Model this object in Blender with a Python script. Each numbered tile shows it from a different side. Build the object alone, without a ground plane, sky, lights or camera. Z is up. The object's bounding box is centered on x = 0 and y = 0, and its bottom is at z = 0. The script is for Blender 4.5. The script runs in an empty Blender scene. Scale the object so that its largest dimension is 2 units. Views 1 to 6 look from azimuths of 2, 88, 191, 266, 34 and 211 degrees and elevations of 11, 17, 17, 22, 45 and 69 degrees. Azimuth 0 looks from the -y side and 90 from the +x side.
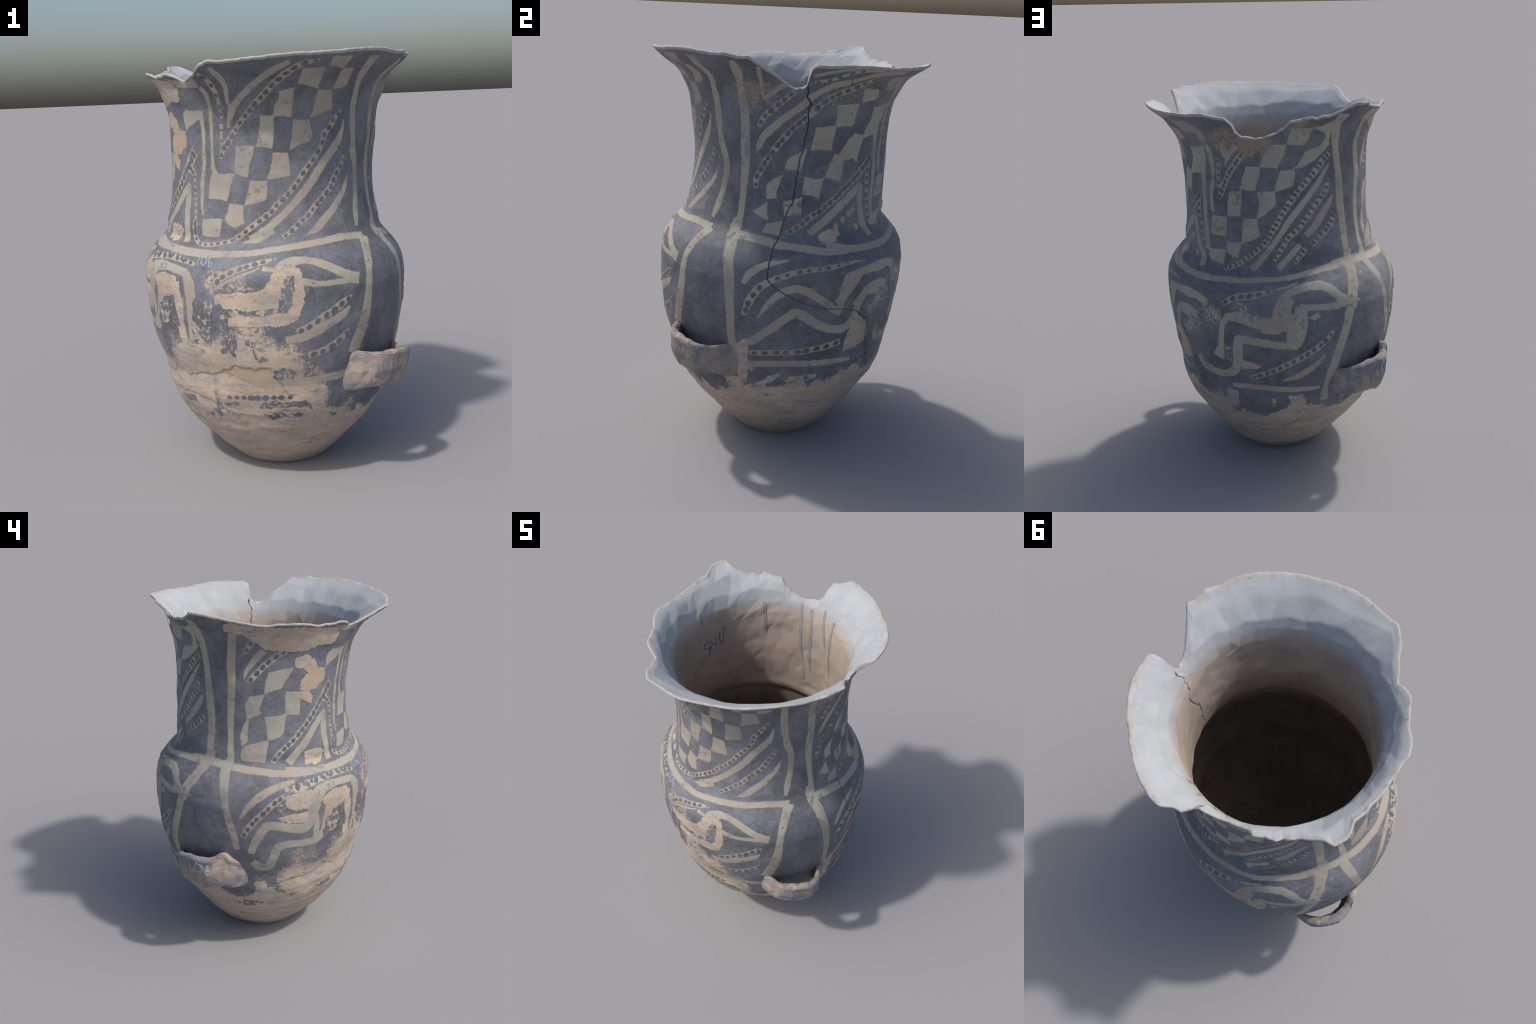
"""Painted pottery jar with a broken flaring rim, two strap handles low on the
body and light slip decoration on a dark ground.  Everything is laid out in
the jar's own surface coordinates: azimuth (degrees, 0 = -y, 90 = +x) and height."""
import bpy, math
import numpy as np
from mathutils import Vector
from mathutils.geometry import delaunay_2d_cdt

RNG = np.random.default_rng(106)

# ------------------------------------------------------------------ tools
def hermite(xk, yk, x):
    xk = np.asarray(xk, float); yk = np.asarray(yk, float)
    m = np.gradient(yk, xk)
    x = np.clip(x, xk[0], xk[-1] - 1e-9)
    i = np.clip(np.searchsorted(xk, x, side='right') - 1, 0, len(xk) - 2)
    h = xk[i + 1] - xk[i]; s = (x - xk[i]) / h
    return ((2*s**3 - 3*s**2 + 1)*yk[i] + (s**3 - 2*s**2 + s)*h*m[i]
            + (-2*s**3 + 3*s**2)*yk[i + 1] + (s**3 - s**2)*h*m[i + 1])

def smooth(a, b, x):
    t = np.clip((x - a) / (b - a), 0, 1)
    return t*t*(3 - 2*t)

TAB = RNG.random((6, 256, 256)) * 2 - 1

def vnoise(x, y, k=0, px=256):
    """value noise, periodic in x with px cells"""
    xi = np.floor(x).astype(int); yi = np.floor(y).astype(int)
    fx = x - xi; fy = y - yi
    fx = fx*fx*(3 - 2*fx); fy = fy*fy*(3 - 2*fy)
    T = TAB[k]; g = lambda a, b: T[(a % px) % 256, b % 256]
    return ((g(xi, yi)*(1 - fx) + g(xi + 1, yi)*fx)*(1 - fy)
            + (g(xi, yi + 1)*(1 - fx) + g(xi + 1, yi + 1)*fx)*fy)

def facet(az, z, n, h, k):
    """piecewise-flat relief: a random height at each node of a triangle net"""
    v = z / h
    vi = np.floor(v).astype(int); fv = v - vi
    u = (az % 360) / 360 * n + v*0.37
    ui = np.floor(u).astype(int); fu = u - ui
    T = TAB[k]; g = lambda a, b: T[(a % n) % 256, b % 256]
    a, b, c, d = g(ui, vi), g(ui + 1, vi), g(ui, vi + 1), g(ui + 1, vi + 1)
    flip = T[(ui*7 + 3) % 256, (vi*5 + 1) % 256] > 0
    t1 = np.where(fu + fv < 1, a + fu*(b - a) + fv*(c - a), d + (1 - fu)*(c - d) + (1 - fv)*(b - d))
    t2 = np.where(fu > fv, a + fu*(b - a) + fv*(d - b), a + fv*(c - a) + fu*(d - c))
    return np.where(flip, t1, t2)

# ------------------------------------------------------------------ the jar's shape
#  mean profile: height, radius
PROFILE_Z = [0.000, 0.030, 0.080, 0.140, 0.200, 0.270, 0.350, 0.440, 0.540, 0.640, 0.740, 0.840, 0.920, 0.990, 1.050, 1.100, 1.140, 1.180, 1.240, 1.320, 1.420, 1.520, 1.620, 1.700, 1.770, 1.830, 1.880, 1.940, 2.020]
PROFILE_R = [0.220, 0.255, 0.307, 0.365, 0.420, 0.475, 0.525, 0.561, 0.578, 0.606, 0.622, 0.634, 0.636, 0.635, 0.621, 0.591, 0.556, 0.522, 0.511, 0.498, 0.491, 0.491, 0.497, 0.502, 0.514, 0.539, 0.565, 0.630, 0.675]
#  lean, sideways swing and ovality of the hand-built walls, by height
SWAY_Z = [0.000, 0.200, 0.450, 0.700, 0.950, 1.050, 1.150, 1.250, 1.400, 1.650, 1.850, 2.000]
SWAY = [[0.004, -0.009, -0.010, -0.019, -0.018, -0.015, -0.012, -0.011, -0.008, 0.001, 0.011, 0.009],   # towards +x
        [-0.015, -0.017, -0.018, -0.013, -0.016, -0.014, -0.013, -0.021, -0.033, -0.027, -0.024, -0.023],   # towards -y
        [-0.002, 0.005, 0.018, 0.023, 0.023, 0.022, 0.025, 0.012, 0.005, 0.009, -0.009, -0.034],   # ovality, diagonal
        [-0.007, -0.007, -0.001, -0.002, -0.005, -0.007, -0.009, -0.008, -0.004, -0.004, 0.001, 0.000]]   # ovality, along the axes
#  broken edge of the lip: azimuth, height of the break
LIP_EDGE = [(0, 1.975), (4, 1.980), (14, 1.987), (25, 1.990), (37, 1.999), (46, 1.999), (54, 1.993), (65, 1.988), (71.5, 1.985), (73, 1.978), (75, 1.958), (78.5, 1.928), (83, 1.898), (88.3, 1.865), (91, 1.853), (94.2, 1.852), (96.2, 1.870), (96.6, 1.945), (98, 1.958), (104, 1.960), (110, 1.962), (118, 1.962), (124, 1.951), (130, 1.951), (136, 1.951), (145, 1.950), (154, 1.952), (162, 1.958), (167, 1.937), (169.3, 1.935), (170.8, 1.905), (171.5, 1.865), (174.7, 1.840), (182, 1.834), (186, 1.840), (191, 1.856), (195, 1.880), (198.3, 1.915), (203, 1.925), (208, 1.936), (211, 1.926), (214, 1.935), (218, 1.936), (221.7, 1.958), (224.5, 1.975), (227, 1.986), (230, 1.992), (236, 1.988), (241, 1.972), (247, 1.959), (253, 1.947), (260, 1.937), (266, 1.936), (273, 1.944), (278, 1.949), (284, 1.940), (292, 1.928), (300, 1.926), (305, 1.932), (310, 1.928), (313, 1.917), (316, 1.899), (319, 1.898), (323, 1.910), (327, 1.922), (330, 1.942), (333, 1.961), (337, 1.966), (345, 1.970), (352, 1.972), (360, 1.975)]
#  how much further out (+) or in (-) the lip flares than the mean profile
LIP_FLARE = [(0, 0.044), (10, 0.045), (17, 0.050), (27, 0.058), (36, 0.064), (44, 0.064), (52, 0.062), (58.6, 0.057), (63, 0.055), (68, 0.047), (72, 0.042), (74, 0.021), (76, 0.004), (80, -0.009), (92, -0.009), (95, -0.015), (98, 0.003), (105, 0.010), (114, 0.008), (124, 0.008), (133, 0.010), (141, 0.014), (147, 0.020), (156, 0.028), (160, 0.025), (163, 0.020), (166, -0.005), (171, -0.008), (175, -0.002), (185, -0.015), (192, -0.010), (199, -0.010), (204, -0.015), (208, -0.006), (214, -0.010), (220, -0.005), (224, 0.005), (226, 0.015), (229, 0.050), (234, 0.041), (237, 0.020), (240, -0.012), (246, -0.018), (251, -0.028), (260, -0.026), (265, -0.034), (273, -0.042), (277, -0.033), (284, -0.034), (297, -0.045), (306, -0.042), (312, -0.040), (316, -0.026), (320, -0.010), (328, -0.008), (333, 0.002), (340, 0.033), (347, 0.029), (360, 0.044)]
LIP_AZ, LIP_Z = np.array(LIP_EDGE).T
FLARE_AZ, FLARE_D = np.array(LIP_FLARE).T

#  dents and swellings of the wall: azimuth, height, reach in azimuth and height, amount
BULGES = [(222, 0.7, 26, 0.13, 0.019), (48, 1.36, 22, 0.09, 0.006), (195, 0.07, 50, 0.08, 0.021), (195, 0.28, 45, 0.07, -0.013), (195, 0.0, 50, 0.05, 0.01), (222, 0.96, 32, 0.2, 0.013), (72, 0.84, 20, 0.18, 0.011), (205, 1.27, 22, 0.07, 0.01)]

def lip_height(az):
    return np.interp(az % 360, LIP_AZ, LIP_Z)

def wall(z, az):
    """smooth outer radius"""
    t = np.radians(az)
    r = hermite(PROFILE_Z, PROFILE_R, z)
    r = (r + hermite(SWAY_Z, SWAY[0], z)*np.sin(t) + hermite(SWAY_Z, SWAY[1], z)*np.cos(t)
         + hermite(SWAY_Z, SWAY[2], z)*np.sin(2*t) + hermite(SWAY_Z, SWAY[3], z)*np.cos(2*t))
    a = az % 360
    for ba, bz, da, dz, amt in BULGES:
        r = r + amt*np.exp(-(((a - ba + 180) % 360 - 180)/da)**2 - ((z - bz)/dz)**2)
    low = np.minimum(1.80, lip_height(az) - .06)
    d = np.interp(a, FLARE_AZ, FLARE_D)
    k = np.clip((z - low) / (lip_height(az) - low), 0, 1.15)**np.where(d > 0, 2.6, 2.0)
    return r + d * k

#  line along which the slip and the skin of the clay have flaked off (front, low)
SPALL = [(262, .500), (273, .490), (283, .505), (296, .515), (300, .570), (309, .530), (319, .566),
         (328, .567), (332, .590), (340, .629), (351, .620), (356.7, .625), (357.6, .575), (361, .550),
         (363, .500), (372, .470)]
SPALL_LOW = [(285, .400), (296, .430), (308, .443), (321, .430), (335, .375), (350, .365), (364, .350)]

def relief(z, az):
    a = az % 360
    d = 0.0016*facet(a, z, 44, .075, 1) + 0.0022*vnoise(a/360*30, z*9, 2, 30) + 0.0009*vnoise(a/360*110, z*36, 3, 110)
    b = np.where(a < 200, a + 360, a)
    for line, deep, run in ((SPALL, .0045, .075), (SPALL_LOW, .003, .05)):
        la, lz = np.array(line).T
        edge = np.interp(b, la, lz) + .007*vnoise(b/2.2, z*0, 4) + .003*vnoise(b/.7, z*0, 5)
        ends = smooth(la[0], la[0] + 14, b) * (1 - smooth(la[-1] - 8, la[-1], b))
        under = edge - z
        d = d - deep*ends*smooth(0, .006, under)*(1 - smooth(.012, run, under))
    # turning marks and lumps near the foot
    low = 1 - smooth(.30, .55, z)
    d = d + low*(.0022*np.sin(z*95 + 3*vnoise(a/360*9, z*5, 1, 9)) * vnoise(a/360*12, z*14, 4, 12)
                 + .0030*vnoise(a/360*26, z*22, 5, 26))
    return d * smooth(0.0, .03, z)

def outer(z, az):
    return wall(z, az) + relief(z, az)

def xyz(r, az, z):
    t = np.radians(az)
    return np.stack([r*np.sin(t), -r*np.cos(t), z*np.ones_like(t)], -1)

#  the crack that runs down from the notch in the lip
CRACK = [(96.30, 1.866), (97.1, 1.840), (97.0, 1.811), (98.3, 1.794), (99.6, 1.775), (98.4, 1.765), (98.86, 1.735),
         (98.59, 1.701), (98.7, 1.654), (97.53, 1.595), (96.58, 1.548), (95.5, 1.512), (95.41, 1.476),
         (94.16, 1.428), (94.17, 1.381), (92.86, 1.327), (90.69, 1.280), (88.91, 1.232), (86.97, 1.168),
         (84.72, 1.138), (83.64, 1.096), (83.02, 1.040), (82.99, .986), (86.52, .949), (90.04, .924),
         (95.26, .892), (102.02, .859), (109.88, .839), (118.48, .825), (127.15, .803), (131.52, .766),
         (136.48, .738), (136.9, .660), (139.9, .560), (143.7, .495), (147.2, .399), (149.0, .313),
         (151.4, .237), (153.2, .151)]

def crack_path():
    out = []
    for (a0, z0), (a1, z1) in zip(CRACK[:-1], CRACK[1:]):
        n = max(2, int(math.hypot((a1 - a0)*.0095, z1 - z0) / .012))
        for i in range(n):
            t = i/n; j = RNG.normal(0, .0022, 2)
            out.append(((a0 + t*(a1 - a0)) + j[0]/.0095, z0 + t*(z1 - z0) + j[1]*.4))
    out.append(CRACK[-1])
    return np.array(out)
CRACK_PATH = crack_path()

def crack_distance(z, az):
    """distance on the surface to the crack, metres; far away = 1"""
    z = np.asarray(z, float); az = np.asarray(az, float) % 360
    d = np.ones(z.shape)
    m = (az > 78) & (az < 158) & (z > .12) & (z < 1.90)
    if not m.any():
        return d
    x, y = az[m]*.0095, z[m]
    px, py = CRACK_PATH[:, 0]*.0095, CRACK_PATH[:, 1]
    best = np.ones(x.shape)
    for i in range(len(px) - 1):
        dx, dy = px[i + 1] - px[i], py[i + 1] - py[i]
        near = np.nonzero((y > min(py[i], py[i + 1]) - .03) & (y < max(py[i], py[i + 1]) + .03)
                          & (x > min(px[i], px[i + 1]) - .03) & (x < max(px[i], px[i + 1]) + .03))[0]
        if not len(near):
            continue
        t = np.clip(((x[near] - px[i])*dx + (y[near] - py[i])*dy) / (dx*dx + dy*dy + 1e-12), 0, 1)
        best[near] = np.minimum(best[near], np.hypot(x[near] - px[i] - t*dx, y[near] - py[i] - t*dy))
    d[m] = best
    return d

def crack_half(z):
    return np.interp(z, [.12, .5, .8, .95, 1.1, 1.6, 1.87], [.0004, .0006, .0007, .0009, .0011, .0012, .0022])

# ------------------------------------------------------------------ materials
class Tree:
    def __init__(self, name, group=False):
        if group:
            self.t = bpy.data.node_groups.new(name, 'ShaderNodeTree')
        else:
            self.m = bpy.data.materials.new(name); self.m.use_nodes = True
            self.t = self.m.node_tree; self.t.nodes.clear()
        self.p = self.n('ShaderNodeNewGeometry').outputs['Position']
    def n(self, kind, **kw):
        nd = self.t.nodes.new(kind)
        for k, v in kw.items(): setattr(nd, k, v)
        return nd
    def put(self, sock, v):
        if hasattr(v, 'is_linked') or hasattr(v, 'links'): self.t.links.new(v, sock)
        elif isinstance(v, (tuple, list)) and len(v) == 3 and sock.type == 'RGBA': sock.default_value = (*v, 1)
        else: sock.default_value = v
    def noise(self, scale, detail=4, rough=.55, stretch=None, shift=0.0):
        nd = self.n('ShaderNodeTexNoise')
        nd.inputs['Scale'].default_value = scale; nd.inputs['Detail'].default_value = detail
        nd.inputs['Roughness'].default_value = rough
        mp = self.n('ShaderNodeMapping'); self.put(mp.inputs['Vector'], self.p)
        mp.inputs['Location'].default_value = (shift, shift*.7, shift*1.3)
        if stretch: mp.inputs['Scale'].default_value = stretch
        self.put(nd.inputs['Vector'], mp.outputs[0])
        return nd.outputs['Fac']
    def math(self, op, a, b=0.0, clamp=False):
        nd = self.n('ShaderNodeMath', operation=op, use_clamp=clamp)
        self.put(nd.inputs[0], a); self.put(nd.inputs[1], b)
        return nd.outputs[0]
    def step(self, v, a, b, lo=0.0, hi=1.0):
        nd = self.n('ShaderNodeMapRange', interpolation_type='SMOOTHSTEP')
        self.put(nd.inputs['Value'], v)
        for k, x in zip(('From Min', 'From Max', 'To Min', 'To Max'), (a, b, lo, hi)): nd.inputs[k].default_value = x
        return nd.outputs[0]
    def mix(self, f, a, b, mode='MIX'):
        nd = self.n('ShaderNodeMix', data_type='RGBA', blend_type=mode)
        self.put(nd.inputs['Factor'], f); self.put(nd.inputs[6], a); self.put(nd.inputs[7], b)
        return nd.outputs[2]
    def height(self):
        nd = self.n('ShaderNodeSeparateXYZ'); self.put(nd.inputs[0], self.p); return nd.outputs[2]
    def blobs(self, spots):
        acc = None
        for az, z, rad, amt in spots:
            c = xyz(wall(np.array(z), np.array(float(az))), np.array(float(az)), np.array(z))
            d = self.n('ShaderNodeVectorMath', operation='DISTANCE')
            self.put(d.inputs[0], self.p); d.inputs[1].default_value = tuple(float(q) for q in c)
            v = self.step(d.outputs['Value'], rad, rad*.25, 0, amt)
            acc = v if acc is None else self.math('MAXIMUM', acc, v)
        return acc
    def grp(self, g, out):
        nd = self.n('ShaderNodeGroup'); nd.node_tree = g; return nd.outputs[out]
    def finish(self, colour, rough=.72, spec=.3, bump=.25, grain=150):
        b = self.n('ShaderNodeBsdfPrincipled'); o = self.n('ShaderNodeOutputMaterial')
        self.put(b.inputs['Base Color'], colour); self.put(b.inputs['Roughness'], rough)
        b.inputs['Specular IOR Level'].default_value = spec
        bp = self.n('ShaderNodeBump'); bp.inputs['Strength'].default_value = bump; bp.inputs['Distance'].default_value = .003
        h = self.math('ADD', self.noise(grain, 5, .65), self.math('MULTIPLY', self.noise(38, 3, .5), 1.4))
        self.put(bp.inputs['Height'], h); self.put(b.inputs['Normal'], bp.outputs[0])
        self.put(o.inputs['Surface'], b.outputs[0])
        return self.m

#  where the dark slip has rubbed or flaked away: azimuth, height, reach, amount
WORN = [(340, .60, .27, 1.15), (318, .58, .24, 1.1), (358, .58, .23, 1.0), (345, .48, .25, 1.3), (312, .47, .22, 1.2), (12, .45, .19, 1.0), (282, .50, .22, .75), (298, .46, .22, 1.1),
        (347, .76, .22, .62), (325, .66, .20, .70), (349, .67, .24, .85), (331, .57, .20, .9), (3, .66, .18, .62),
        (2, .54, .16, .80), (333, 1.01, .14, .52), (345, 1.0, .13, .55), (310, .86, .20, .50), (308, .66, .20, .55),
        (285, .64, .22, .52), (277, .98, .22, .46), (277, 1.09, .14, .46), (294, .90, .20, .46), (350, .90, .16, .60),
        (16, .56, .14, .55), (131, .66, .15, .62), (140, .80, .14, .45), (72, .53, .11, .66), (145, .88, .18, .52),
        (157, .92, .16, .52), (174, .98, .12, .46), (168, .72, .14, .48), (160, .60, .16, .40), (143, .95, .12, .42),
        (322, 1.30, .12, .36), (318, 1.52, .12, .38), (354, 1.50, .12, .34), (285, 1.5, .18, .28), (234, 1.10, .22, .30),
        (338, .95, .12, .35), (232, .85, .22, .24)]
EARTH = [(69, 1.81, .16, .75), (114, 1.82, .20, .55), (104, 1.78, .12, .45), (126, 1.77, .10, .5), (164, 1.82, .17, .7),
         (177, 1.80, .12, .9), (203, 1.90, .11, .7), (157, 1.81, .11, .5), (185, 1.80, .10, .85), (77, 1.82, .12, .7)]

def field_groups():
    g = Tree('wear_field', True)
    g.t.interface.new_socket('Bare', in_out='OUTPUT', socket_type='NodeSocketFloat')
    g.t.interface.new_socket('Earth', in_out='OUTPUT', socket_type='NodeSocketFloat')
    out = g.n('NodeGroupOutput')
    z = g.math('ADD', g.height(), g.math('MULTIPLY', g.math('SUBTRACT', g.noise(4.2, 5, .65), .5), .60))
    foot = g.step(z, .52, .33, 0, 1)
    f = g.math('MAXIMUM', g.blobs(WORN), foot)
    grit = g.math('ADD', g.math('MULTIPLY', g.noise(70, 8, .76), .70), g.math('MULTIPLY', g.noise(9, 4, .6, shift=3), .30))
    bare = g.step(g.math('ADD', f, g.math('MULTIPLY', g.math('SUBTRACT', grit, .5), 2.1)), .46, .68)
    g.put(out.inputs['Bare'], bare)
    e = g.math('ADD', g.math('MULTIPLY', g.blobs(EARTH), .74), g.math('MULTIPLY', g.math('SUBTRACT', g.noise(55, 8, .78, shift=7), .5), 2.3))
    g.put(out.inputs['Earth'], g.step(e, .42, .58))
    return g.t

FIELD = field_groups()
SLATE, SOOT, HAZE = (.130, .145, .184), (.104, .104, .117), (.188, .202, .240)
DUST = (.225, .230, .245)
CREAM, PINKISH, GREYED = (.372, .355, .292), (.350, .296, .250), (.270, .268, .250)
CLAY, CLAY_DARK, CLAY_RED = (.495, .400, .318), (.365, .300, .245), (.450, .325, .245)
EARTHY = (.290, .232, .170)

def clay_colour(t):
    c = t.mix(t.step(t.noise(5, 6, .65, shift=11), .36, .66), CLAY, CLAY_DARK)
    c = t.mix(t.step(t.noise(4.5, 4, .6, stretch=(1, 1, 3.5), shift=5), .50, .70, 0, .65), c, CLAY_RED)
    c = t.mix(t.step(t.noise(5, 7, .72, stretch=(1, 1, 4.5), shift=9), .46, .62, 0, .62), c, (.255, .265, .280))
    c = t.mix(t.step(t.noise(9, 8, .75, stretch=(1, 1, 3), shift=29), .55, .64, 0, .75), c, (.135, .145, .175))
    c = t.mix(t.step(t.noise(60, 5, .7, shift=15), .42, .62, 0, .35), c, (.56, .47, .36))
    c = t.mix(t.step(t.noise(110, 5, .75, shift=2), .58, .68, 0, .65), c, (.20, .165, .14))
    return c

def dark_colour(t):
    c = t.mix(t.step(t.noise(6.5, 6, .68), .40, .58), SLATE, SOOT)
    c = t.mix(t.step(t.noise(10, 7, .72, shift=4), .44, .66, 0, .85), c, HAZE)
    c = t.mix(t.step(t.noise(48, 5, .75, shift=1), .50, .66, 0, .5), c, (.200, .198, .205))
    c = t.mix(t.step(t.noise(95, 4, .7, shift=21), .38, .60, .45, 0), c, (.060, .060, .066))
    c = t.mix(t.step(t.noise(140, 3, .6, shift=19), .66, .72, 0, .55), c, (.36, .35, .33))
    return t.mix(t.step(t.noise(4.5, 5, .65, shift=41), .40, .68, .04, .38), c, DUST)

def make_materials():
    M = {}
    t = Tree('dark_slip')
    c = dark_colour(t)
    c = t.mix(t.step(t.noise(85, 6, .75, shift=8), .685, .72, 0, .75), c, (.27, .23, .16))
    c = t.mix(t.grp(FIELD, 'Bare'), c, clay_colour(t))
    c = t.mix(t.grp(FIELD, 'Earth'), c, EARTHY)
    M['dark'] = t.finish(c, .62, .35)
    t = Tree('dark_slip_patch')
    c = dark_colour(t)
    chip = t.math('ADD', t.noise(45, 8, .75, shift=6), t.math('MULTIPLY', t.noise(7, 2, .5, shift=3), .35))
    M['patch_dark'] = t.finish(t.mix(t.step(chip, .70, .745), c, clay_colour(t)), .65, .3)
    t = Tree('dark_slip_dot')
    c = t.mix(t.step(t.noise(60, 5, .7, shift=6), .56, .70, 0, .6), t.mix(.25, dark_colour(t), (.05, .053, .062)), (.20, .19, .16))
    M['dot'] = t.finish(c, .62, .35)
    t = Tree('cream_slip')
    c = t.mix(t.step(t.noise(3.4, 3, .55, shift=2), .44, .60), CREAM, PINKISH)
    c = t.mix(t.step(t.noise(7, 5, .65, shift=14), .52, .72, 0, .75), c, GREYED)
    c = t.mix(t.step(t.noise(55, 6, .75, shift=25), .44, .64, 0, .35), c, (.36, .33, .27))
    c = t.mix(t.step(t.noise(90, 6, .75, shift=5), .59, .69, 0, .75), c, (.19, .17, .145))
    rub = t.math('ADD', t.noise(30, 8, .75, shift=31), t.math('MULTIPLY', t.noise(5, 3, .5, shift=33), .45))
    c = t.mix(t.step(rub, .80, .88, 0, .7), c, dark_colour(t))
    c = t.mix(t.step(t.noise(4.5, 5, .65, shift=41), .40, .68, .0, .35), c, DUST)
    c = t.mix(t.math('MULTIPLY', t.grp(FIELD, 'Bare'), .40), c, clay_colour(t))
    c = t.mix(t.math('MULTIPLY', t.grp(FIELD, 'Earth'), .85), c, EARTHY)
    M['cream'] = t.finish(c, .72, .25)
    t = Tree('cream_slip_feathered_edge')
    e = t.mix(t.step(t.noise(5, 5, .65, shift=14), .4, .6), (.235, .230, .200), (.205, .190, .175))
    e = t.mix(t.step(t.noise(60, 6, .75, shift=5), .44, .62, 0, .8), e, dark_colour(t))
    e = t.mix(t.math('MULTIPLY', t.grp(FIELD, 'Bare'), .8), e, clay_colour(t))
    M['cream_edge'] = t.finish(e, .72, .25)
    t = Tree('bare_clay')
    c = clay_colour(t)
    c = t.mix(t.step(t.noise(40, 8, .75, shift=17), .60, .66, 0, .8), c, dark_colour(t))
    M['clay'] = t.finish(c, .85, .2, .4)
    t = Tree('ochre_clay')
    c = t.mix(t.noise(9, 5, .6, shift=3), (.42, .335, .25), (.37, .300, .230))
    M['ochre'] = t.finish(t.mix(t.step(t.noise(80, 5, .7), .6, .7, 0, .5), c, (.2, .15, .1)), .88, .2, .4)
    t = Tree('broken_edge')
    c = t.mix(t.step(t.noise(14, 6, .7), .40, .62), (.395, .400, .405), (.385, .345, .315))
    c = t.mix(t.step(t.noise(26, 5, .65, shift=8), .55, .70, 0, .6), c, (.22, .23, .25))
    M['edge'] = t.finish(c, .85, .2, .4)
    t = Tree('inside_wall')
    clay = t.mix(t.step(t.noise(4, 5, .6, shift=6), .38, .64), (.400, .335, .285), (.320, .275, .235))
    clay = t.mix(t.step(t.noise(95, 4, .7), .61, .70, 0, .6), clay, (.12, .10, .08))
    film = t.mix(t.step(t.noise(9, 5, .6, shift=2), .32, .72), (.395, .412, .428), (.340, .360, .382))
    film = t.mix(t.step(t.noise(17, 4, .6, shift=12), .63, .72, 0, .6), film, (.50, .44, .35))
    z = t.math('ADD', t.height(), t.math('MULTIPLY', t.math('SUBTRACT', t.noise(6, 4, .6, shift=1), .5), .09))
    deep_brown = t.mix(t.step(t.noise(6, 6, .7, shift=16), .40, .65), (.150, .125, .105), (.190, .160, .135))
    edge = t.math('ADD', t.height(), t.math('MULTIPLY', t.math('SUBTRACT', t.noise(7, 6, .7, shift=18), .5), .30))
    clay = t.mix(t.step(edge, .90, 1.30), deep_brown, clay)  # darker brown below the neck, blending upward through a noisy edge into the lighter colour
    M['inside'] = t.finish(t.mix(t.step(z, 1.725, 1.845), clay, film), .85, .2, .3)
    t = Tree('grey_drip')
    M['drip'] = t.finish(t.mix(t.noise(25, 5, .6), (.225, .23, .24), (.32, .30, .285)), .8, .2)
    t = Tree('handle_clay')
    c = t.mix(t.step(t.noise(7, 6, .7, shift=21), .42, .58), (.345, .290, .250), (.200, .200, .215))
    c = t.mix(t.step(t.noise(13, 6, .7, shift=23), .53, .64, 0, .85), c, (.420, .335, .270))
    c = t.mix(t.step(t.noise(17, 7, .75, shift=25), .57, .66, 0, .8), c, (.150, .155, .180))
    c = t.mix(t.step(t.noise(70, 5, .75, shift=27), .48, .68, 0, .5), c, (.20, .175, .155))
    M['handle'] = t.finish(c, .8, .25, .4)
    t = Tree('crack_shadowed_clay')
    M['crack'] = t.finish(t.mix(t.noise(60), (.050, .043, .038), (.085, .072, .060)), .95, .05)
    for nm, col in (('light_blue', (.30, .38, .50)), ('yellow', (.33, .29, .03)), ('blue', (.06, .13, .27))):
        t = Tree(nm + '_chalk')
        M[nm] = t.finish(t.mix(t.step(t.noise(120, 4, .7), .38, .60, 0, .75), col, tuple(.55*q + .10 for q in col)), .9, .1)
    return M
MAT = make_materials()

# ------------------------------------------------------------------ objects
ROOT = bpy.data.objects.new('painted_pottery_jar', None)
bpy.context.scene.collection.objects.link(ROOT)
ROOT['label'] = 'ancient dark jar with cream painted checkers, beaded bands and broken rim'
ROOT['category'] = 'pottery jar'

def add_object(name, mesh, parent, mat=None):
    o = bpy.data.objects.new(name, mesh)
    bpy.context.scene.collection.objects.link(o)
    o.parent = parent
    if mat is not None and not mesh.materials: mesh.materials.append(mat)
    return o

def mesh_from(name, V, F, smooth_shade=True):
    me = bpy.data.meshes.new(name)
    V = np.asarray(V, np.float32)
    if isinstance(F, np.ndarray):
        k = F.shape[1]
        me.vertices.add(len(V)); me.vertices.foreach_set('co', V.ravel())
        me.loops.add(F.size); me.loops.foreach_set('vertex_index', F.astype(np.int32).ravel())
        me.polygons.add(len(F)); me.polygons.foreach_set('loop_start', np.arange(0, F.size, k, dtype=np.int32))
        me.update(calc_edges=True); me.validate()
    else:
        me.from_pydata(V.tolist(), [], F); me.update()
    me.polygons.foreach_set('use_smooth', np.full(len(me.polygons), smooth_shade))
    return me

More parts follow.
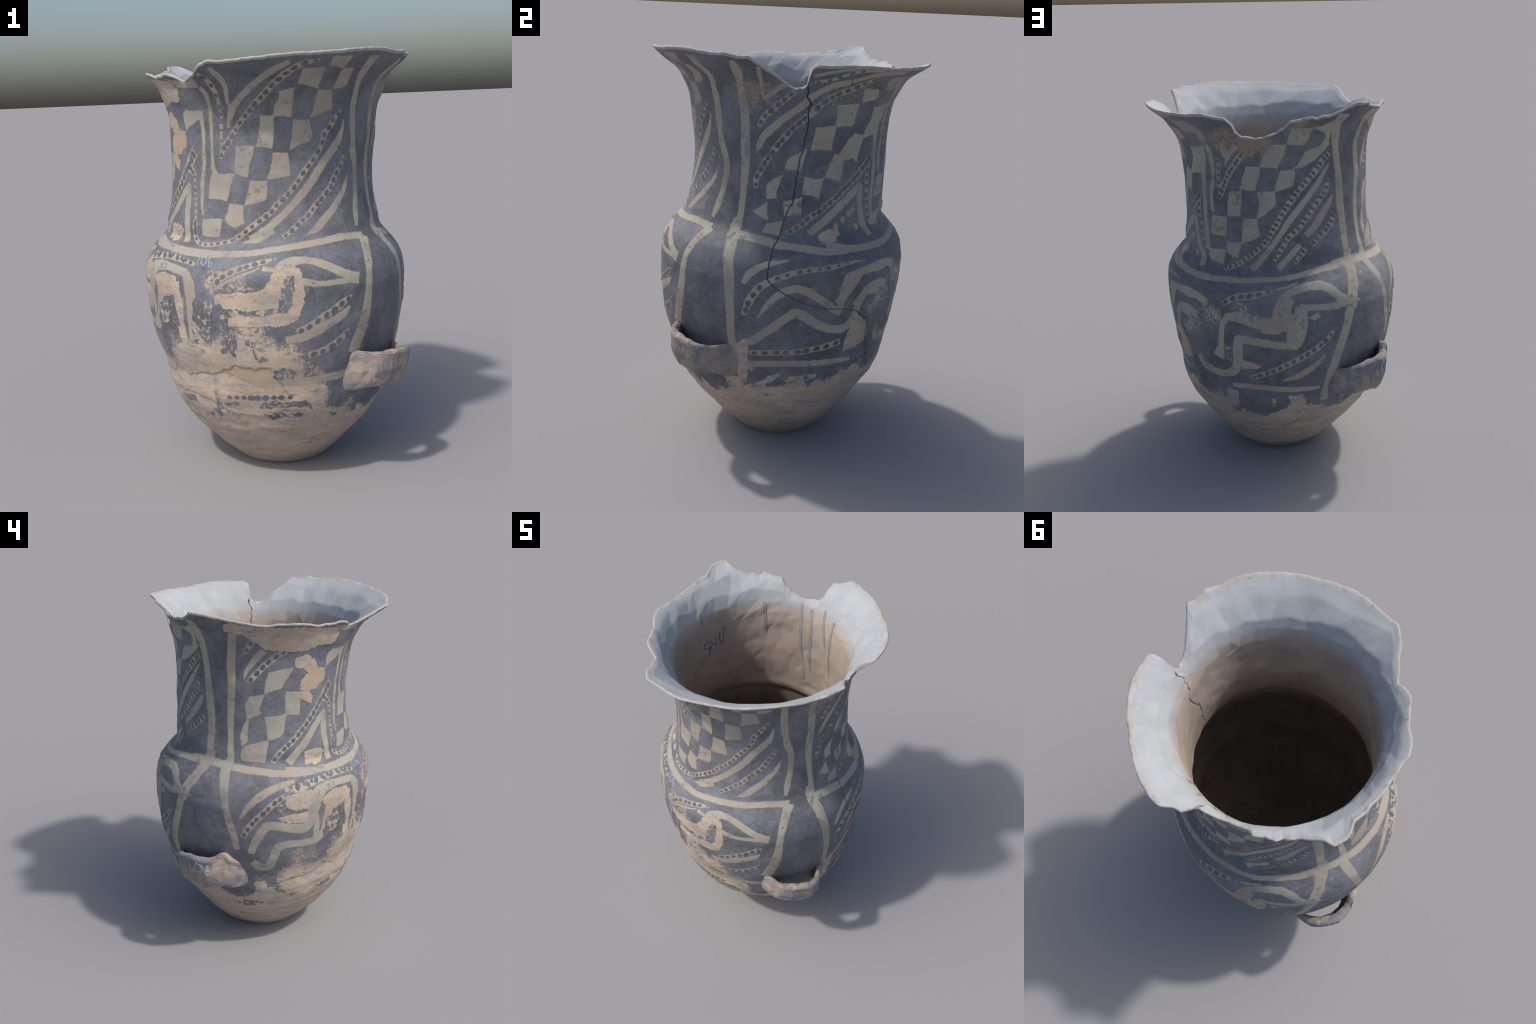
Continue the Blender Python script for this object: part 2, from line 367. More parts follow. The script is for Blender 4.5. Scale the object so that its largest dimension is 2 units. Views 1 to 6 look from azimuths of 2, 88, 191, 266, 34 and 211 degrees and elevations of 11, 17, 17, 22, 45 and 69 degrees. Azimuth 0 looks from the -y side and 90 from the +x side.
# ------------------------------------------------------------------ the jar body
def build_wall():
    az = np.concatenate([np.arange(0, 80, .5), np.arange(80, 156, .2), np.arange(156, 169, .5),
                         np.arange(169, 173, .2), np.arange(173, 360, .5)])
    na = len(az)
    chip = (.0040*vnoise(az/5.2, az*0, 0) + .0022*vnoise(az/1.9, az*0 + 7, 1)) * (.45 + .55*smooth(-.3, .5, vnoise(az/17, az*0 + 2, 3)))
    lip = lip_height(az) + chip - .006
    zl = np.arange(0, 1.70, .0036); tu = np.linspace(0, 1, 84)
    A = np.broadcast_to(az, (len(zl) + len(tu), na))
    Zg = np.concatenate([np.broadcast_to(zl[:, None], (len(zl), na)), 1.70 + tu[:, None]*(lip - 1.70)[None]], 0)
    Ro = outer(Zg, A)
    cd = crack_distance(Zg, A); hw = crack_half(Zg)
    Ro = Ro - .008*(1 - smooth(hw*.7, hw*1.0 + .0012, cd))
    rows = [xyz(Ro, A, Zg)]
    reg = [np.where(Zg > 1.155, 1, 0)]          # 0 body, 1 neck
    nout = len(Zg)
    # inner face: offset along the wall normal, thinner towards the lip
    sel = np.r_[np.arange(nout - 1, len(zl), -2), np.arange(len(zl) - 1, 10, -5)]
    Zi, Ai = Zg[sel], A[sel]
    e = .004
    slope = (wall(Zi + e, Ai) - wall(Zi - e, Ai)) / (2*e)
    slope = np.clip(slope, -3, 3)
    down = lip[None] - Zi
    thick = np.interp(down, [0, .012, .05, .14, .6, .9, 1.4, 1.9], [.012, .018, .028, .034, .027, .034, .040, .050])
    rr = wall(Zi, Ai) + relief(Zi, Ai)*np.clip(1 - down/.02, 0, 1)
    q = np.sqrt(1 + slope**2)
    Ri = rr - thick/q
    Zin = Zi + thick*slope/q
    deep = smooth(0, .05, down)
    Ri = Ri + deep*(.0045*facet(Ai, Zin, 40, .062, 0) + .001*facet(Ai, Zin, 70, .04, 5))
    cdi = crack_distance(Zi, Ai) + np.where(Zi < 1.28, .02, 0)
    Ri = Ri + .008*(1 - smooth(.0008, .0026, cdi))
    # the neck's inner face runs on down behind the shoulder before the inside opens out
    throat = Ri[np.argmin(np.abs(Zi[:, 0] - 1.24))]
    cap = throat[None] + np.interp(Zi, [.72, .88, 1.05, 1.17, 1.25], [.30, .085, .055, .030, 0])
    Ri = np.where(Zi < 1.24, np.minimum(Ri, cap), Ri)
    Zin = np.maximum(Zin, .020)
    # the inside of the neck and lip is made of flattish dabs: plane triangles between uneven nodes
    def inner_point(z, a):
        sl = np.clip((wall(z + e, a) - wall(z - e, a)) / (2*e), -3, 3)
        d = lip_height(a) - z
        th = np.interp(d, [0, .012, .05, .14, .6], [.014, .020, .028, .034, .027])
        qq = np.sqrt(1 + sl**2)
        return xyz(wall(z, a) - th/qq, a, z + th*sl/qq)
    nn, hh = 46, .060
    v = Zi/hh; u = Ai/360*nn + v*.37
    vi, ui = np.floor(v).astype(int), np.floor(u).astype(int); fv, fu = v - vi, u - ui
    jit = lambda k, a, b: TAB[k][(a % nn) % 256, b % 256]
    def node(a, b):
        zz = b*hh + .017*jit(0, a, b); aa = (a - b*.37)/nn*360 + 2.4*jit(1, a, b)
        p = inner_point(zz, aa)
        t_ = np.radians(aa)
        return p - xyz(np.ones_like(aa), aa, np.zeros_like(aa))*(.0035*jit(2, a, b))[..., None]
    pa, pb, pc, pd = node(ui, vi), node(ui + 1, vi), node(ui, vi + 1), node(ui + 1, vi + 1)
    fu, fv = fu[..., None], fv[..., None]
    t1 = np.where(fu + fv < 1, pa + fu*(pb - pa) + fv*(pc - pa), pd + (1 - fu)*(pc - pd) + (1 - fv)*(pb - pd))
    t2 = np.where(fu > fv, pa + fu*(pb - pa) + fv*(pd - pb), pa + fv*(pc - pa) + fu*(pd - pc))
    flat = np.where((jit(3, ui*3 + 1, vi*5 + 2) > 0)[..., None], t1, t2)
    Pin = xyz(Ri, Ai, Zin)
    mixf = (smooth(.012, .05, down)*smooth(1.24, 1.34, Zi)*.9)[..., None]
    groove = (.008*(1 - smooth(.0008, .0026, cdi)))[..., None]*xyz(np.ones(Ai.shape), Ai, np.zeros(Ai.shape))
    Pin = Pin*(1 - mixf) + (flat + groove)*mixf
    # crest of the broken edge, rounded
    o, i = rows[0][-1], Pin[0]
    rad = xyz(np.ones(na), az, np.zeros(na)); up = np.array([0, 0, 1.])
    sl = slope[0][:, None]; tang = (rad*sl + up) / np.sqrt(1 + sl**2)
    rough = (.0014*vnoise(az/1.4, az*0 + 3, 2))[:, None]
    crest = [o*.78 + i*.22 + tang*(.0035 + rough), o*.4 + i*.6 + tang*(.0045 - rough), ]
    rows.append(np.stack(crest)); reg.append(np.full((2, na), 2))
    rows.append(Pin); reg.append(np.full(Ri.shape, 3))
    G = np.concatenate(rows, 0); R = np.concatenate(reg, 0)
    nr = len(G)
    V = G.reshape(-1, 3)
    idx = np.arange(nr*na).reshape(nr, na); nxt = np.roll(idx, -1, 1)
    F = np.stack([idx[:-1], nxt[:-1], nxt[1:], idx[1:]], -1).reshape(-1, 4)
    lab = np.maximum(R[:-1], R[1:]).reshape(-1)
    # rim takes in a few millimetres of the chipped edge on both faces
    band = np.zeros((nr - 1, na), bool); band[nout - 3:nout + 4] = True
    lab = np.where(band.reshape(-1) & (lab != 2), 2, lab)
    crk = np.zeros((nr, na)); crk[:nout] = (cd < hw*.85)
    crk[nout + 2:] = (cdi < .0017)
    cf = ((crk[:-1] + np.roll(crk, -1, 1)[:-1] + crk[1:] + np.roll(crk, -1, 1)[1:]) >= 3).reshape(-1)
    lab = np.where(cf & (lab != 2), 4, lab)
    # close the foot and the floor inside
    base_c, floor_c = len(V), len(V) + 1
    V = np.vstack([V, [[0, 0, .004], [0, 0, .016]]])
    T1 = np.stack([nxt[0], idx[0], np.full(na, base_c), np.full(na, base_c)], -1)
    T2 = np.stack([idx[-1], nxt[-1], np.full(na, floor_c), np.full(na, floor_c)], -1)
    # vertex normals of the whole jar
    a, b, c, d = (V[F[:, k]] for k in range(4))
    fn = np.cross(c - a, d - b)
    N = np.zeros_like(V)
    for k in range(4):
        for j in range(3): N[:, j] += np.bincount(F[:, k], fn[:, j], len(V))
    N[base_c] = (0, 0, -1); N[floor_c] = (0, 0, 1)
    N /= np.linalg.norm(N, axis=1, keepdims=True) + 1e-12
    made = {}
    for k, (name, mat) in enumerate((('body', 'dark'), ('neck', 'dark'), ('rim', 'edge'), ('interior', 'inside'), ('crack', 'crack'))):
        f = F[lab == k]
        used, inv = np.unique(f, return_inverse=True)
        f = inv.reshape(-1, 4)
        verts, norms = V[used], N[used]
        faces = f
        me_tris = None
        extra = T1 if k == 0 else T2 if k == 3 else None
        if extra is not None:
            lut = np.full(len(V), -1); lut[used] = np.arange(len(used))
            cen = base_c if k == 0 else floor_c
            lut[cen] = len(used)
            verts = np.vstack([verts, V[cen]]); norms = np.vstack([norms, N[cen]])
            me_tris = lut[extra[:, :3]]
        me = bpy.data.meshes.new(name)
        loops = faces.ravel(); starts = np.arange(0, faces.size, 4)
        if me_tris is not None:
            starts = np.concatenate([starts, len(loops) + np.arange(0, me_tris.size, 3)])
            loops = np.concatenate([loops, me_tris.ravel()])
        me.vertices.add(len(verts)); me.vertices.foreach_set('co', verts.astype(np.float32).ravel())
        me.loops.add(len(loops)); me.loops.foreach_set('vertex_index', loops.astype(np.int32))
        me.polygons.add(len(starts)); me.polygons.foreach_set('loop_start', starts.astype(np.int32))
        me.update(calc_edges=True)
        me.polygons.foreach_set('use_smooth', np.ones(len(starts), bool))
        me.normals_split_custom_set_from_vertices(norms.tolist())
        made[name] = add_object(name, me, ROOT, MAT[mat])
    return made
PARTS = build_wall()

# ------------------------------------------------------------------ strap handles
HANDLES = [
    # azimuth, outer radius, top, bottom
    [(28, .555, .655, .450), (30, .575, .660, .455), (32, .598, .662, .466), (34, .628, .664, .474), (37.5, .670, .664, .484), (40.5, .702, .662, .488), (44.5, .722, .664, .492),
     (48.5, .732, .662, .490), (52.4, .735, .656, .490), (55.5, .733, .650, .490), (58.5, .721, .642, .488),
     (60.5, .692, .634, .484), (62.5, .660, .632, .474), (65, .628, .632, .462), (69, .595, .636, .452), (73, .565, .640, .450)],
    [(208, .560, .610, .440), (211, .590, .622, .450), (214.5, .618, .618, .468), (217.5, .664, .628, .478), (221, .706, .640, .483), (224, .744, .655, .492), (228, .765, .672, .497),
     (231.5, .773, .683, .498), (235, .774, .683, .488), (239, .763, .679, .485), (242.5, .740, .686, .486),
     (244.5, .716, .712, .486), (246.5, .703, .708, .478), (249, .678, .665, .466), (252, .648, .650, .470), (256, .610, .650, .460), (260, .575, .640, .450)],
]
def handle_outer(h, az, z):
    t = np.array(HANDLES[h]); r = np.interp(az, t[:, 0], t[:, 1]); top = np.interp(az, t[:, 0], t[:, 2]); bot = np.interp(az, t[:, 0], t[:, 3])
    s = (z - bot) / (top - bot)
    return r - .034*(1 - np.clip(s, 0, 1))**1.6 - .002

def build_handle(h):
    t = np.array(HANDLES[h], float)
    az = np.linspace(t[0, 0], t[-1, 0], 24)
    rows = []
    rng = np.random.default_rng(40 + h)
    for a in az:
        r, top, bot = (np.interp(a, t[:, 0], t[:, k]) for k in (1, 2, 3))
        lean = .034
        th = .052
        ring = [(0.0, top - .010), (-.002 - .10*lean, top - .045), (-.22*lean, (top + bot)/2), (-.62*lean, bot + .035),
                (-lean, bot + .008), (-lean - .012, bot), (-lean - .5*th - .014, bot + .004), (-lean - th, bot + .018),
                (-.55*lean - th, (top + bot)/2 - .02), (-th - .002, top - .04), (-th + .004, top - .008),
                (-.5*th, top + .002), (-.006, top)]
        rows.append([(max(r + dr + rng.normal(0, .0022), float(wall(np.array(z), np.array(a))) - .022), a + rng.normal(0, .16), z + rng.normal(0, .0024)) for dr, z in ring])
    G = np.array(rows)
    P = xyz(G[..., 0], G[..., 1], G[..., 2])
    n, m = P.shape[:2]
    F = []
    for i in range(n - 1):
        for j in range(m):
            k = (j + 1) % m
            q = [i*m + j, i*m + k, (i + 1)*m + k, (i + 1)*m + j]
            q = q[::-1]
            F += [q[:3], [q[0], q[2], q[3]]] if rng.random() < .5 else [[q[0], q[1], q[3]], q[1:]]
    F.append(list(range(m))); F.append([(n - 1)*m + j for j in range(m)][::-1])
    me = mesh_from('handle', P.reshape(-1, 3), F, False)
    import bmesh
    bm = bmesh.new(); bm.from_mesh(me); bmesh.ops.recalc_face_normals(bm, faces=bm.faces)
    bmesh.ops.bevel(bm, geom=[e for e in bm.edges if len(e.link_faces) == 2 and e.calc_face_angle(0) > .5], offset=.004, segments=2, affect='EDGES')
    bm.to_mesh(me); bm.free()
    me.polygons.foreach_set('use_smooth', np.zeros(len(me.polygons), bool))
    return add_object('handle', me, ROOT, MAT['handle'])
GRIPS = [build_handle(0), build_handle(1)]

# ------------------------------------------------------------------ painted decoration
LAYER = [0]
def lift(mat=None):
    LAYER[0] += 1
    over = {'bare_clay': .0003, 'ochre_clay': .0006, 'dark_slip_patch': .0008}
    return .0005 + .000001*LAYER[0] + (over.get(mat.name, 0) if mat else 0)

def spline(pts, step, stiff=.6):
    """resample a control polyline (azimuth, height, width...) as a smooth curve"""
    P = np.array(pts, float)
    P[:, 0] = np.degrees(np.unwrap(np.radians(P[:, 0])))
    S = P.copy(); S[:, 0] *= .0095
    d = np.r_[0, np.cumsum(np.linalg.norm(np.diff(S[:, :2], axis=0), axis=1))]
    keep = np.r_[True, np.diff(d) > 1e-6]; P, d = P[keep], d[keep]
    n = max(3, int(d[-1]/step) + 1)
    t = np.linspace(0, d[-1], n)
    straight = np.stack([np.interp(t, d, P[:, k]) for k in range(P.shape[1])], 1)
    if len(P) < 3:
        return straight, t
    curved = np.stack([hermite(d, P[:, k], t) for k in range(P.shape[1])], 1)
    C = stiff*straight + (1 - stiff)*curved
    for _ in range(max(1, int((.006/step)**2*3))):
        C[1:-1] = .5*C[1:-1] + .25*(C[:-2] + C[2:])
    return C, t

def owner(z):
    return PARTS['neck'] if z > 1.155 else PARTS['body']

def ribbon(name, pts, mat, parent=None, surf=None, wobble=.0016, height=None, step=.005, clip=True, straight=.6):
    """a brushed stripe lying on the surface, with thickness and hand-made edges"""
    surf = surf or outer
    C, t = spline(pts, step, straight)
    near = clip and surf is outer and crack_distance(C[:, 1], C[:, 0]).min() < .05
    if near:
        C, t = spline(pts, .0022, straight)
    az, z, w = C.T
    w = np.maximum(w, .0025)
    K = max(2, int(np.ceil(w.max() / (.0024 if near else .008))))
    r = surf(z, az)
    P = xyz(r, az, z)
    T = np.gradient(P, axis=0); T /= np.linalg.norm(T, axis=1, keepdims=True) + 1e-9
    up = np.array([0, 0, 1.]); rad = xyz(np.ones_like(az), az, np.zeros_like(az))
    east = np.cross(up, rad)
    e = .003
    sl = (surf(z + e, az) - surf(z - e, az)) / (2*e)
    north = rad*sl[:, None] + up; north /= np.linalg.norm(north, axis=1, keepdims=True)
    te, tn = (T*east).sum(1), (T*north).sum(1)
    ln = np.hypot(te, tn) + 1e-9; te, tn = te/ln, tn/ln
    sn = 1/np.sqrt(1 + sl**2)
    sd = RNG.random(2)*200
    j = [wobble*(vnoise(t/.022 + sd[k], t*0 + 11*k, k) + .6*vnoise(t/.008 + sd[k], t*0 + 31*k, k + 2)) for k in (0, 1)]
    x = np.linspace(-1, 1, K + 1)
    hgt = lift(mat) if height is None else height
    off = (w*.445)[:, None]*x[None] + np.where(x < 0, -x*j[0][:, None], x*j[1][:, None])
    soft = mat is MAT['cream'] or mat is MAT['clay']
    if soft:                                    # the thin feathered edge of the brush stroke
        f = .0030 + .0018*np.abs(vnoise(t/.013 + sd[0], t*0 + 3, 4))
        g = .0030 + .0018*np.abs(vnoise(t/.013 + sd[1], t*0 + 9, 5))
        off = np.concatenate([off[:, :1] - f[:, None], off, off[:, -1:] + g[:, None]], 1)
        x = np.r_[-1.0, x, 1.0]
    A = az[:, None] + np.degrees((-off*tn[:, None]) / np.maximum(r, .1)[:, None])
    Zz = z[:, None] + off*te[:, None]*sn[:, None]
    if surf is outer:
        Zz = np.minimum(Zz, lip_height(A) - .011)
    rise = np.broadcast_to(hgt*(1 - .25*x[None]**2), A.shape).copy()
    if soft: rise[:, 0] = rise[:, -1] = .00012
    Rr = surf(Zz, A) + rise
    G = xyz(Rr, A, Zz)
    low = xyz(surf(Zz, A) - .002, A, Zz)
    n, m = G.shape[:2]
    V = np.concatenate([G.reshape(-1, 3), low[:, 0], low[:, -1], low[0], low[-1], G[:, 0], G[:, -1], G[0], G[-1]])
    idx = np.arange(n*m).reshape(n, m)
    F = np.stack([idx[:-1, :-1], idx[:-1, 1:], idx[1:, 1:], idx[1:, :-1]], -1).reshape(-1, 4)
    if near:
        cz = crack_distance(Zz, A) < crack_half(Zz)*1.2 + .0003
        bad = (cz[:-1, :-1] | cz[:-1, 1:] | cz[1:, 1:] | cz[1:, :-1]).reshape(-1)
        F = F[~bad]
    b0, b1 = n*m, n*m + n; b2, b3 = n*m + 2*n, n*m + 2*n + m
    e0 = 2*(n + m)                              # the sides have their own copy of the edge, so it stays crisp
    i = np.arange(n - 1); k = np.arange(m - 1)
    side = lambda b, j, flip: np.stack([b + e0 + j, b + e0 + j + 1, b + j + 1, b + j], -1)[:, ::(-1 if flip else 1)]
    S = np.concatenate([side(b0, i, False), side(b1, i, True), side(b2, k, True), side(b3, k, False)])
    slot = np.zeros((n - 1, m - 1), int)
    if soft: slot[:, 0] = slot[:, -1] = 1
    slot = slot.reshape(-1)
    if near: slot = slot[~bad]
    slot = np.r_[slot, np.full(len(S), int(soft))]
    F = np.concatenate([F, S])
    me = mesh_from(name, V, F)
    me.materials.append(mat)
    if soft:
        me.materials.append(MAT['cream_edge'])
        if len(slot) == len(me.polygons): me.polygons.foreach_set('material_index', slot.astype(np.int32))
    return add_object(name, me, parent or owner(z.mean()), mat), C, t

def inside_polygon(poly, q):
    x, y = q[:, 0], q[:, 1]; c = np.zeros(len(q), bool)
    for (x0, y0), (x1, y1) in zip(poly, np.roll(poly, -1, 0)):
        hit = ((y0 > y) != (y1 > y)) & (x < (x1 - x0)*(y - y0)/(y1 - y0 + 1e-15) + x0)
        c ^= hit
    return c

def area(name, pts, mat, ragged=.0016, soften=1, height=None):
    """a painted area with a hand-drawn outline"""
    P = np.array(pts, float)
    P[:, 0] = np.degrees(np.unwrap(np.radians(P[:, 0]))); a0 = P[:, 0].mean()
    Rm = float(wall(P[:, 1].mean(), a0))
    k = math.radians(1)*Rm
    Q = np.stack([(P[:, 0] - a0)*k, P[:, 1]], 1)
    out = []
    for p, q in zip(Q, np.roll(Q, -1, 0)):
        n = max(1, int(np.linalg.norm(q - p)/.0045))
        out += [p + (q - p)*i/n for i in range(n)]
    L = np.array(out)
    for _ in range(soften):
        L = .5*L + .25*(np.roll(L, 1, 0) + np.roll(L, -1, 0))
    s = np.r_[0, np.cumsum(np.linalg.norm(np.diff(L, axis=0), axis=1))]
    nn = np.roll(L, -1, 0) - np.roll(L, 1, 0); nn = np.stack([nn[:, 1], -nn[:, 0]], 1)
    nn /= np.linalg.norm(nn, axis=1, keepdims=True) + 1e-9
    sd = RNG.random()*200
    fade = np.minimum(1, np.minimum(s, s[-1] - s)/.01)
    L = L + nn*((ragged*(vnoise(s/.02 + sd, s*0, 0) + .7*vnoise(s/.007 + sd, s*0 + 5, 1)))*fade)[:, None]
    near = crack_distance(L[:, 1], a0 + L[:, 0]/k).min() < .05
    g = .003 if near else .009
    lo, hi = L.min(0), L.max(0)
    gx, gy = np.meshgrid(np.arange(lo[0], hi[0], g), np.arange(lo[1], hi[1], g))
    q = np.stack([gx.ravel() + (np.round(gy.ravel()/g) % 2)*g/2, gy.ravel()], 1)
    q = q[inside_polygon(L, q)]
    if len(q):
        d = np.min(np.linalg.norm(q[:, None] - L[None], axis=2), axis=1)
        q = q[d > min(g*.5, .003)]
    nb = len(L)
    vs = [Vector(v) for v in np.vstack([L, q])]
    res = delaunay_2d_cdt(vs, [], [list(range(nb))], 1, 1e-6)
    W = np.array([tuple(v) for v in res[0]]); T = np.array([f for f in res[2] if len(f) == 3])
    soft = mat is MAT['cream']
    A, Zz = a0 + W[:, 0]/k, W[:, 1]
    Zz = np.minimum(Zz, lip_height(A) - .011)
    if near:
        bad = (crack_distance(Zz, A) < crack_half(Zz)*1.2 + .0003)[T].any(1)
        T = T[~bad]
    # consistent winding
    c = np.cross(W[T[:, 1]] - W[T[:, 0]], W[T[:, 2]] - W[T[:, 0]])
    T[c < 0] = T[c < 0][:, ::-1]
    h = lift(mat) if height is None else height
    base = outer(Zz, A)
    top = xyz(base + h, A, Zz); low = xyz(base - .002, A, Zz)
    E = {}
    for f in T:
        for u, v in ((f[0], f[1]), (f[1], f[2]), (f[2], f[0])): E[(u, v)] = 1
    rim = [(u, v) for (u, v) in E if (v, u) not in E]
    n = len(top)
    F = [tuple(f) for f in T] + [(2*n + v, 2*n + u, n + u, n + v) for u, v in rim]
    Vall = np.vstack([top, low, top]); slots = [0]*len(F)
    if soft and not near:                       # a thin feathered fringe all round the painted area
        nrm = {}
        for u, v in rim:
            e = W[v] - W[u]; e = np.array([e[1], -e[0]]) / (np.linalg.norm(e) + 1e-9)
            for q in (u, v): nrm[q] = nrm.get(q, 0) + e
        ids = {q: 3*n + i for i, q in enumerate(nrm)}
        Wf = np.array([W[q] + e/(np.linalg.norm(e) + 1e-9)*(.0026 + .0016*RNG.random()) for q, e in nrm.items()])
        Af, Zf = a0 + Wf[:, 0]/k, np.minimum(Wf[:, 1], lip_height(a0 + Wf[:, 0]/k) - .011)
        Vall = np.vstack([Vall, xyz(outer(Zf, Af) + .00012, Af, Zf)])
        F = F[:len(T)] + [(v, u, ids[u], ids[v]) for u, v in rim]
        slots = [0]*len(T) + [1]*len(rim)
    me = mesh_from(name, Vall, F)
    me.materials.append(mat)
    if 1 in slots:
        me.materials.append(MAT['cream_edge']); me.polygons.foreach_set('material_index', np.array(slots, np.int32))
    import bmesh
    bm = bmesh.new(); bm.from_mesh(me)
    bmesh.ops.delete(bm, geom=[v for v in bm.verts if not v.link_faces], context='VERTS')
    bm.to_mesh(me); bm.free()
    used_parent = owner(P[:, 1].mean())
    return add_object(name, me, used_parent, mat)

def disc_mesh():
    rings, seg = (.55, .97, 1.0), 16
    V = [(0, 0, .0003)]; F = []
    rg = np.random.default_rng(3)
    wob = 1 + .07*rg.normal(size=seg)
    for q, rr in enumerate(rings):
        V += [(rr*wob[i]*math.cos(i*math.tau/seg), rr*wob[i]*math.sin(i*math.tau/seg), (.0003, .0002, -.0016)[q]) for i in range(seg)]
    F += [(0, 1 + i, 1 + (i + 1) % seg) for i in range(seg)]
    for q in range(2):
        a, b = 1 + q*seg, 1 + (q + 1)*seg
        F += [(a + i, b + i, b + (i + 1) % seg, a + (i + 1) % seg) for i in range(seg)]
    me = bpy.data.meshes.new('painted_dot'); me.from_pydata(V, [], F); me.update()
    me.polygons.foreach_set('use_smooth', np.zeros(len(me.polygons), bool))
    me.materials.append(MAT['dot'])
    return me
DISC = disc_mesh()
DOT = bpy.data.objects.new('painted_dot', DISC)
DOT_N = [0]

def frame(az, z, h):
    r = float(outer(np.array(z), np.array(az)))
    p = xyz(np.array(r), np.array(az), np.array(z))
    e = .004
    sl = float(wall(np.array(z + e), np.array(az)) - wall(np.array(z - e), np.array(az)))/(2*e)
    t = math.radians(az)
    rad = Vector((math.sin(t), -math.cos(t), 0)); nrm = (rad - Vector((0, 0, sl))).normalized()
    east = Vector((math.cos(t), math.sin(t), 0)); north = nrm.cross(east).normalized()
    return Vector(p) + nrm*h, east, north, nrm

COMB = []
def dots_along(C, t, spacing, bars=False):
    n = max(1, int(t[-1]/spacing))
    for i in range(n):
        s = (i + .5 + RNG.normal(0, .07))*t[-1]/n
        az, z, w = (float(np.interp(s, t, C[:, k])) for k in range(3))
        if w < .011 or z > lip_height(np.array(az)) - .02: continue
        if crack_distance(np.array([z]), np.array([az]))[0] < .012: continue
        a2, z2 = (float(np.interp(s + .004, t, C[:, k])) for k in range(2))
        p, east, north, nrm = frame(az, z, .0016)
        ang = math.atan2((z2 - z), (a2 - az)*.0095)
        size = min(w*.365, spacing*.38)*(1 + RNG.normal(0, .09))
        if bars:
            long, wide = w*.42, spacing*.27
            ang = ang + math.pi/2 + RNG.normal(0, .12)
            p = p + (north*math.cos(ang)*0 + north*(.10*w))
        else:
            long, wide = size*(1.12 + .1*RNG.random()), size*.95
        x = east*math.cos(ang) + north*math.sin(ang); y = nrm.cross(x)
        M = [[x[k]*long for k in range(3)], [y[k]*wide for k in range(3)], [nrm[k] for k in range(3)]]
        from mathutils import Matrix
        mat = Matrix(((M[0][0], M[1][0], M[2][0], p[0]), (M[0][1], M[1][1], M[2][1], p[1]), (M[0][2], M[1][2], M[2][2], p[2]), (0, 0, 0, 1)))
        if bars or DOT_N[0] >= 290:
            COMB.append(mat); continue
        o = DOT.copy(); bpy.context.scene.collection.objects.link(o)
        o.parent = owner(z); o.matrix_local = mat
        DOT_N[0] += 1

def cream_band(pts): ribbon('cream_stripe', pts, MAT['cream'])
def figure_band(pts): ribbon('figure_stroke', [(a, z, w*1.10) for a, z, w in pts], MAT['cream'], straight=.9)
def clay_band(pts): ribbon('worn_stripe', pts, MAT['clay'], wobble=.004)
def beads(pts, spacing):
    o, C, t = ribbon('beaded_stripe', pts, MAT['cream']); dots_along(C, t, spacing)
def comb(pts, spacing):
    o, C, t = ribbon('combed_stripe', pts, MAT['cream'], wobble=.0022); dots_along(C, t, spacing, True)
def cream_patch(pts):
    c = np.degrees(np.unwrap(np.radians(np.array(pts)[:, 0]))).mean(), np.array(pts)[:, 1].mean()
    area('checker_square', [(c[0] + ((a - c[0] + 180) % 360 - 180)*1.05, c[1] + (z - c[1])*1.05) for a, z in pts], MAT['cream'], soften=0)
def clay_patch(pts): area('bare_clay_patch', pts, MAT['clay'], .005, 2)
def orange_patch(pts): area('ochre_patch', pts, MAT['ochre'], .003, 2)
def dark_patch(pts): area('dark_slip_patch', pts, MAT['patch_dark'], .006, 2)
def mark(colour, pts, width=.0052):
    ribbon('inscription', [(a, z, width) for a, z in pts], MAT[colour], wobble=.0006, height=.0016, step=.004, clip=False)

cream_band([(326.1, 1.863, 0.025), (328.3, 1.838, 0.026), (328.2, 1.793, 0.022), (326.9, 1.737, 0.019), (325.8, 1.681, 0.016), (325.3, 1.624, 0.016), (324.7, 1.567, 0.017), (324.8, 1.509, 0.023), (326.6, 1.474, 0.031)])
cream_band([(320.4, 1.733, 0.029), (320.0, 1.681, 0.021), (319.4, 1.624, 0.021), (318.6, 1.566, 0.022), (318.1, 1.508, 0.022), (316.8, 1.450, 0.024), (316.7, 1.392, 0.023), (316.6, 1.345, 0.016), (317.9, 1.293, 0.010)])
beads([(329.7, 1.921, 0.030), (331.8, 1.901, 0.035), (333.2, 1.877, 0.029), (333.9, 1.841, 0.024), (334.1, 1.814, 0.022), (333.9, 1.786, 0.020), (333.5, 1.753, 0.019), (334.1, 1.724, 0.016)], 0.041)
beads([(332.9, 1.702, 0.018), (332.4, 1.668, 0.014), (331.8, 1.629, 0.015), (332.1, 1.595, 0.012), (330.8, 1.549, 0.008)], 0.040)
cream_band([(8.5, 1.950, 0.030), (4.3, 1.930, 0.041), (0.3, 1.909, 0.042), (356.3, 1.885, 0.034), (351.7, 1.856, 0.028), (347.5, 1.825, 0.028), (343.5, 1.794, 0.029), (340.8, 1.773, 0.034), (339.5, 1.745, 0.030), (337.8, 1.712, 0.017), (337.1, 1.685, 0.007)])
cream_band([(337.2, 1.940, 0.030), (338.5, 1.919, 0.041), (339.5, 1.893, 0.036), (340.0, 1.860, 0.024), (339.3, 1.823, 0.019), (339.1, 1.790, 0.015), (339.6, 1.773, 0.013)])
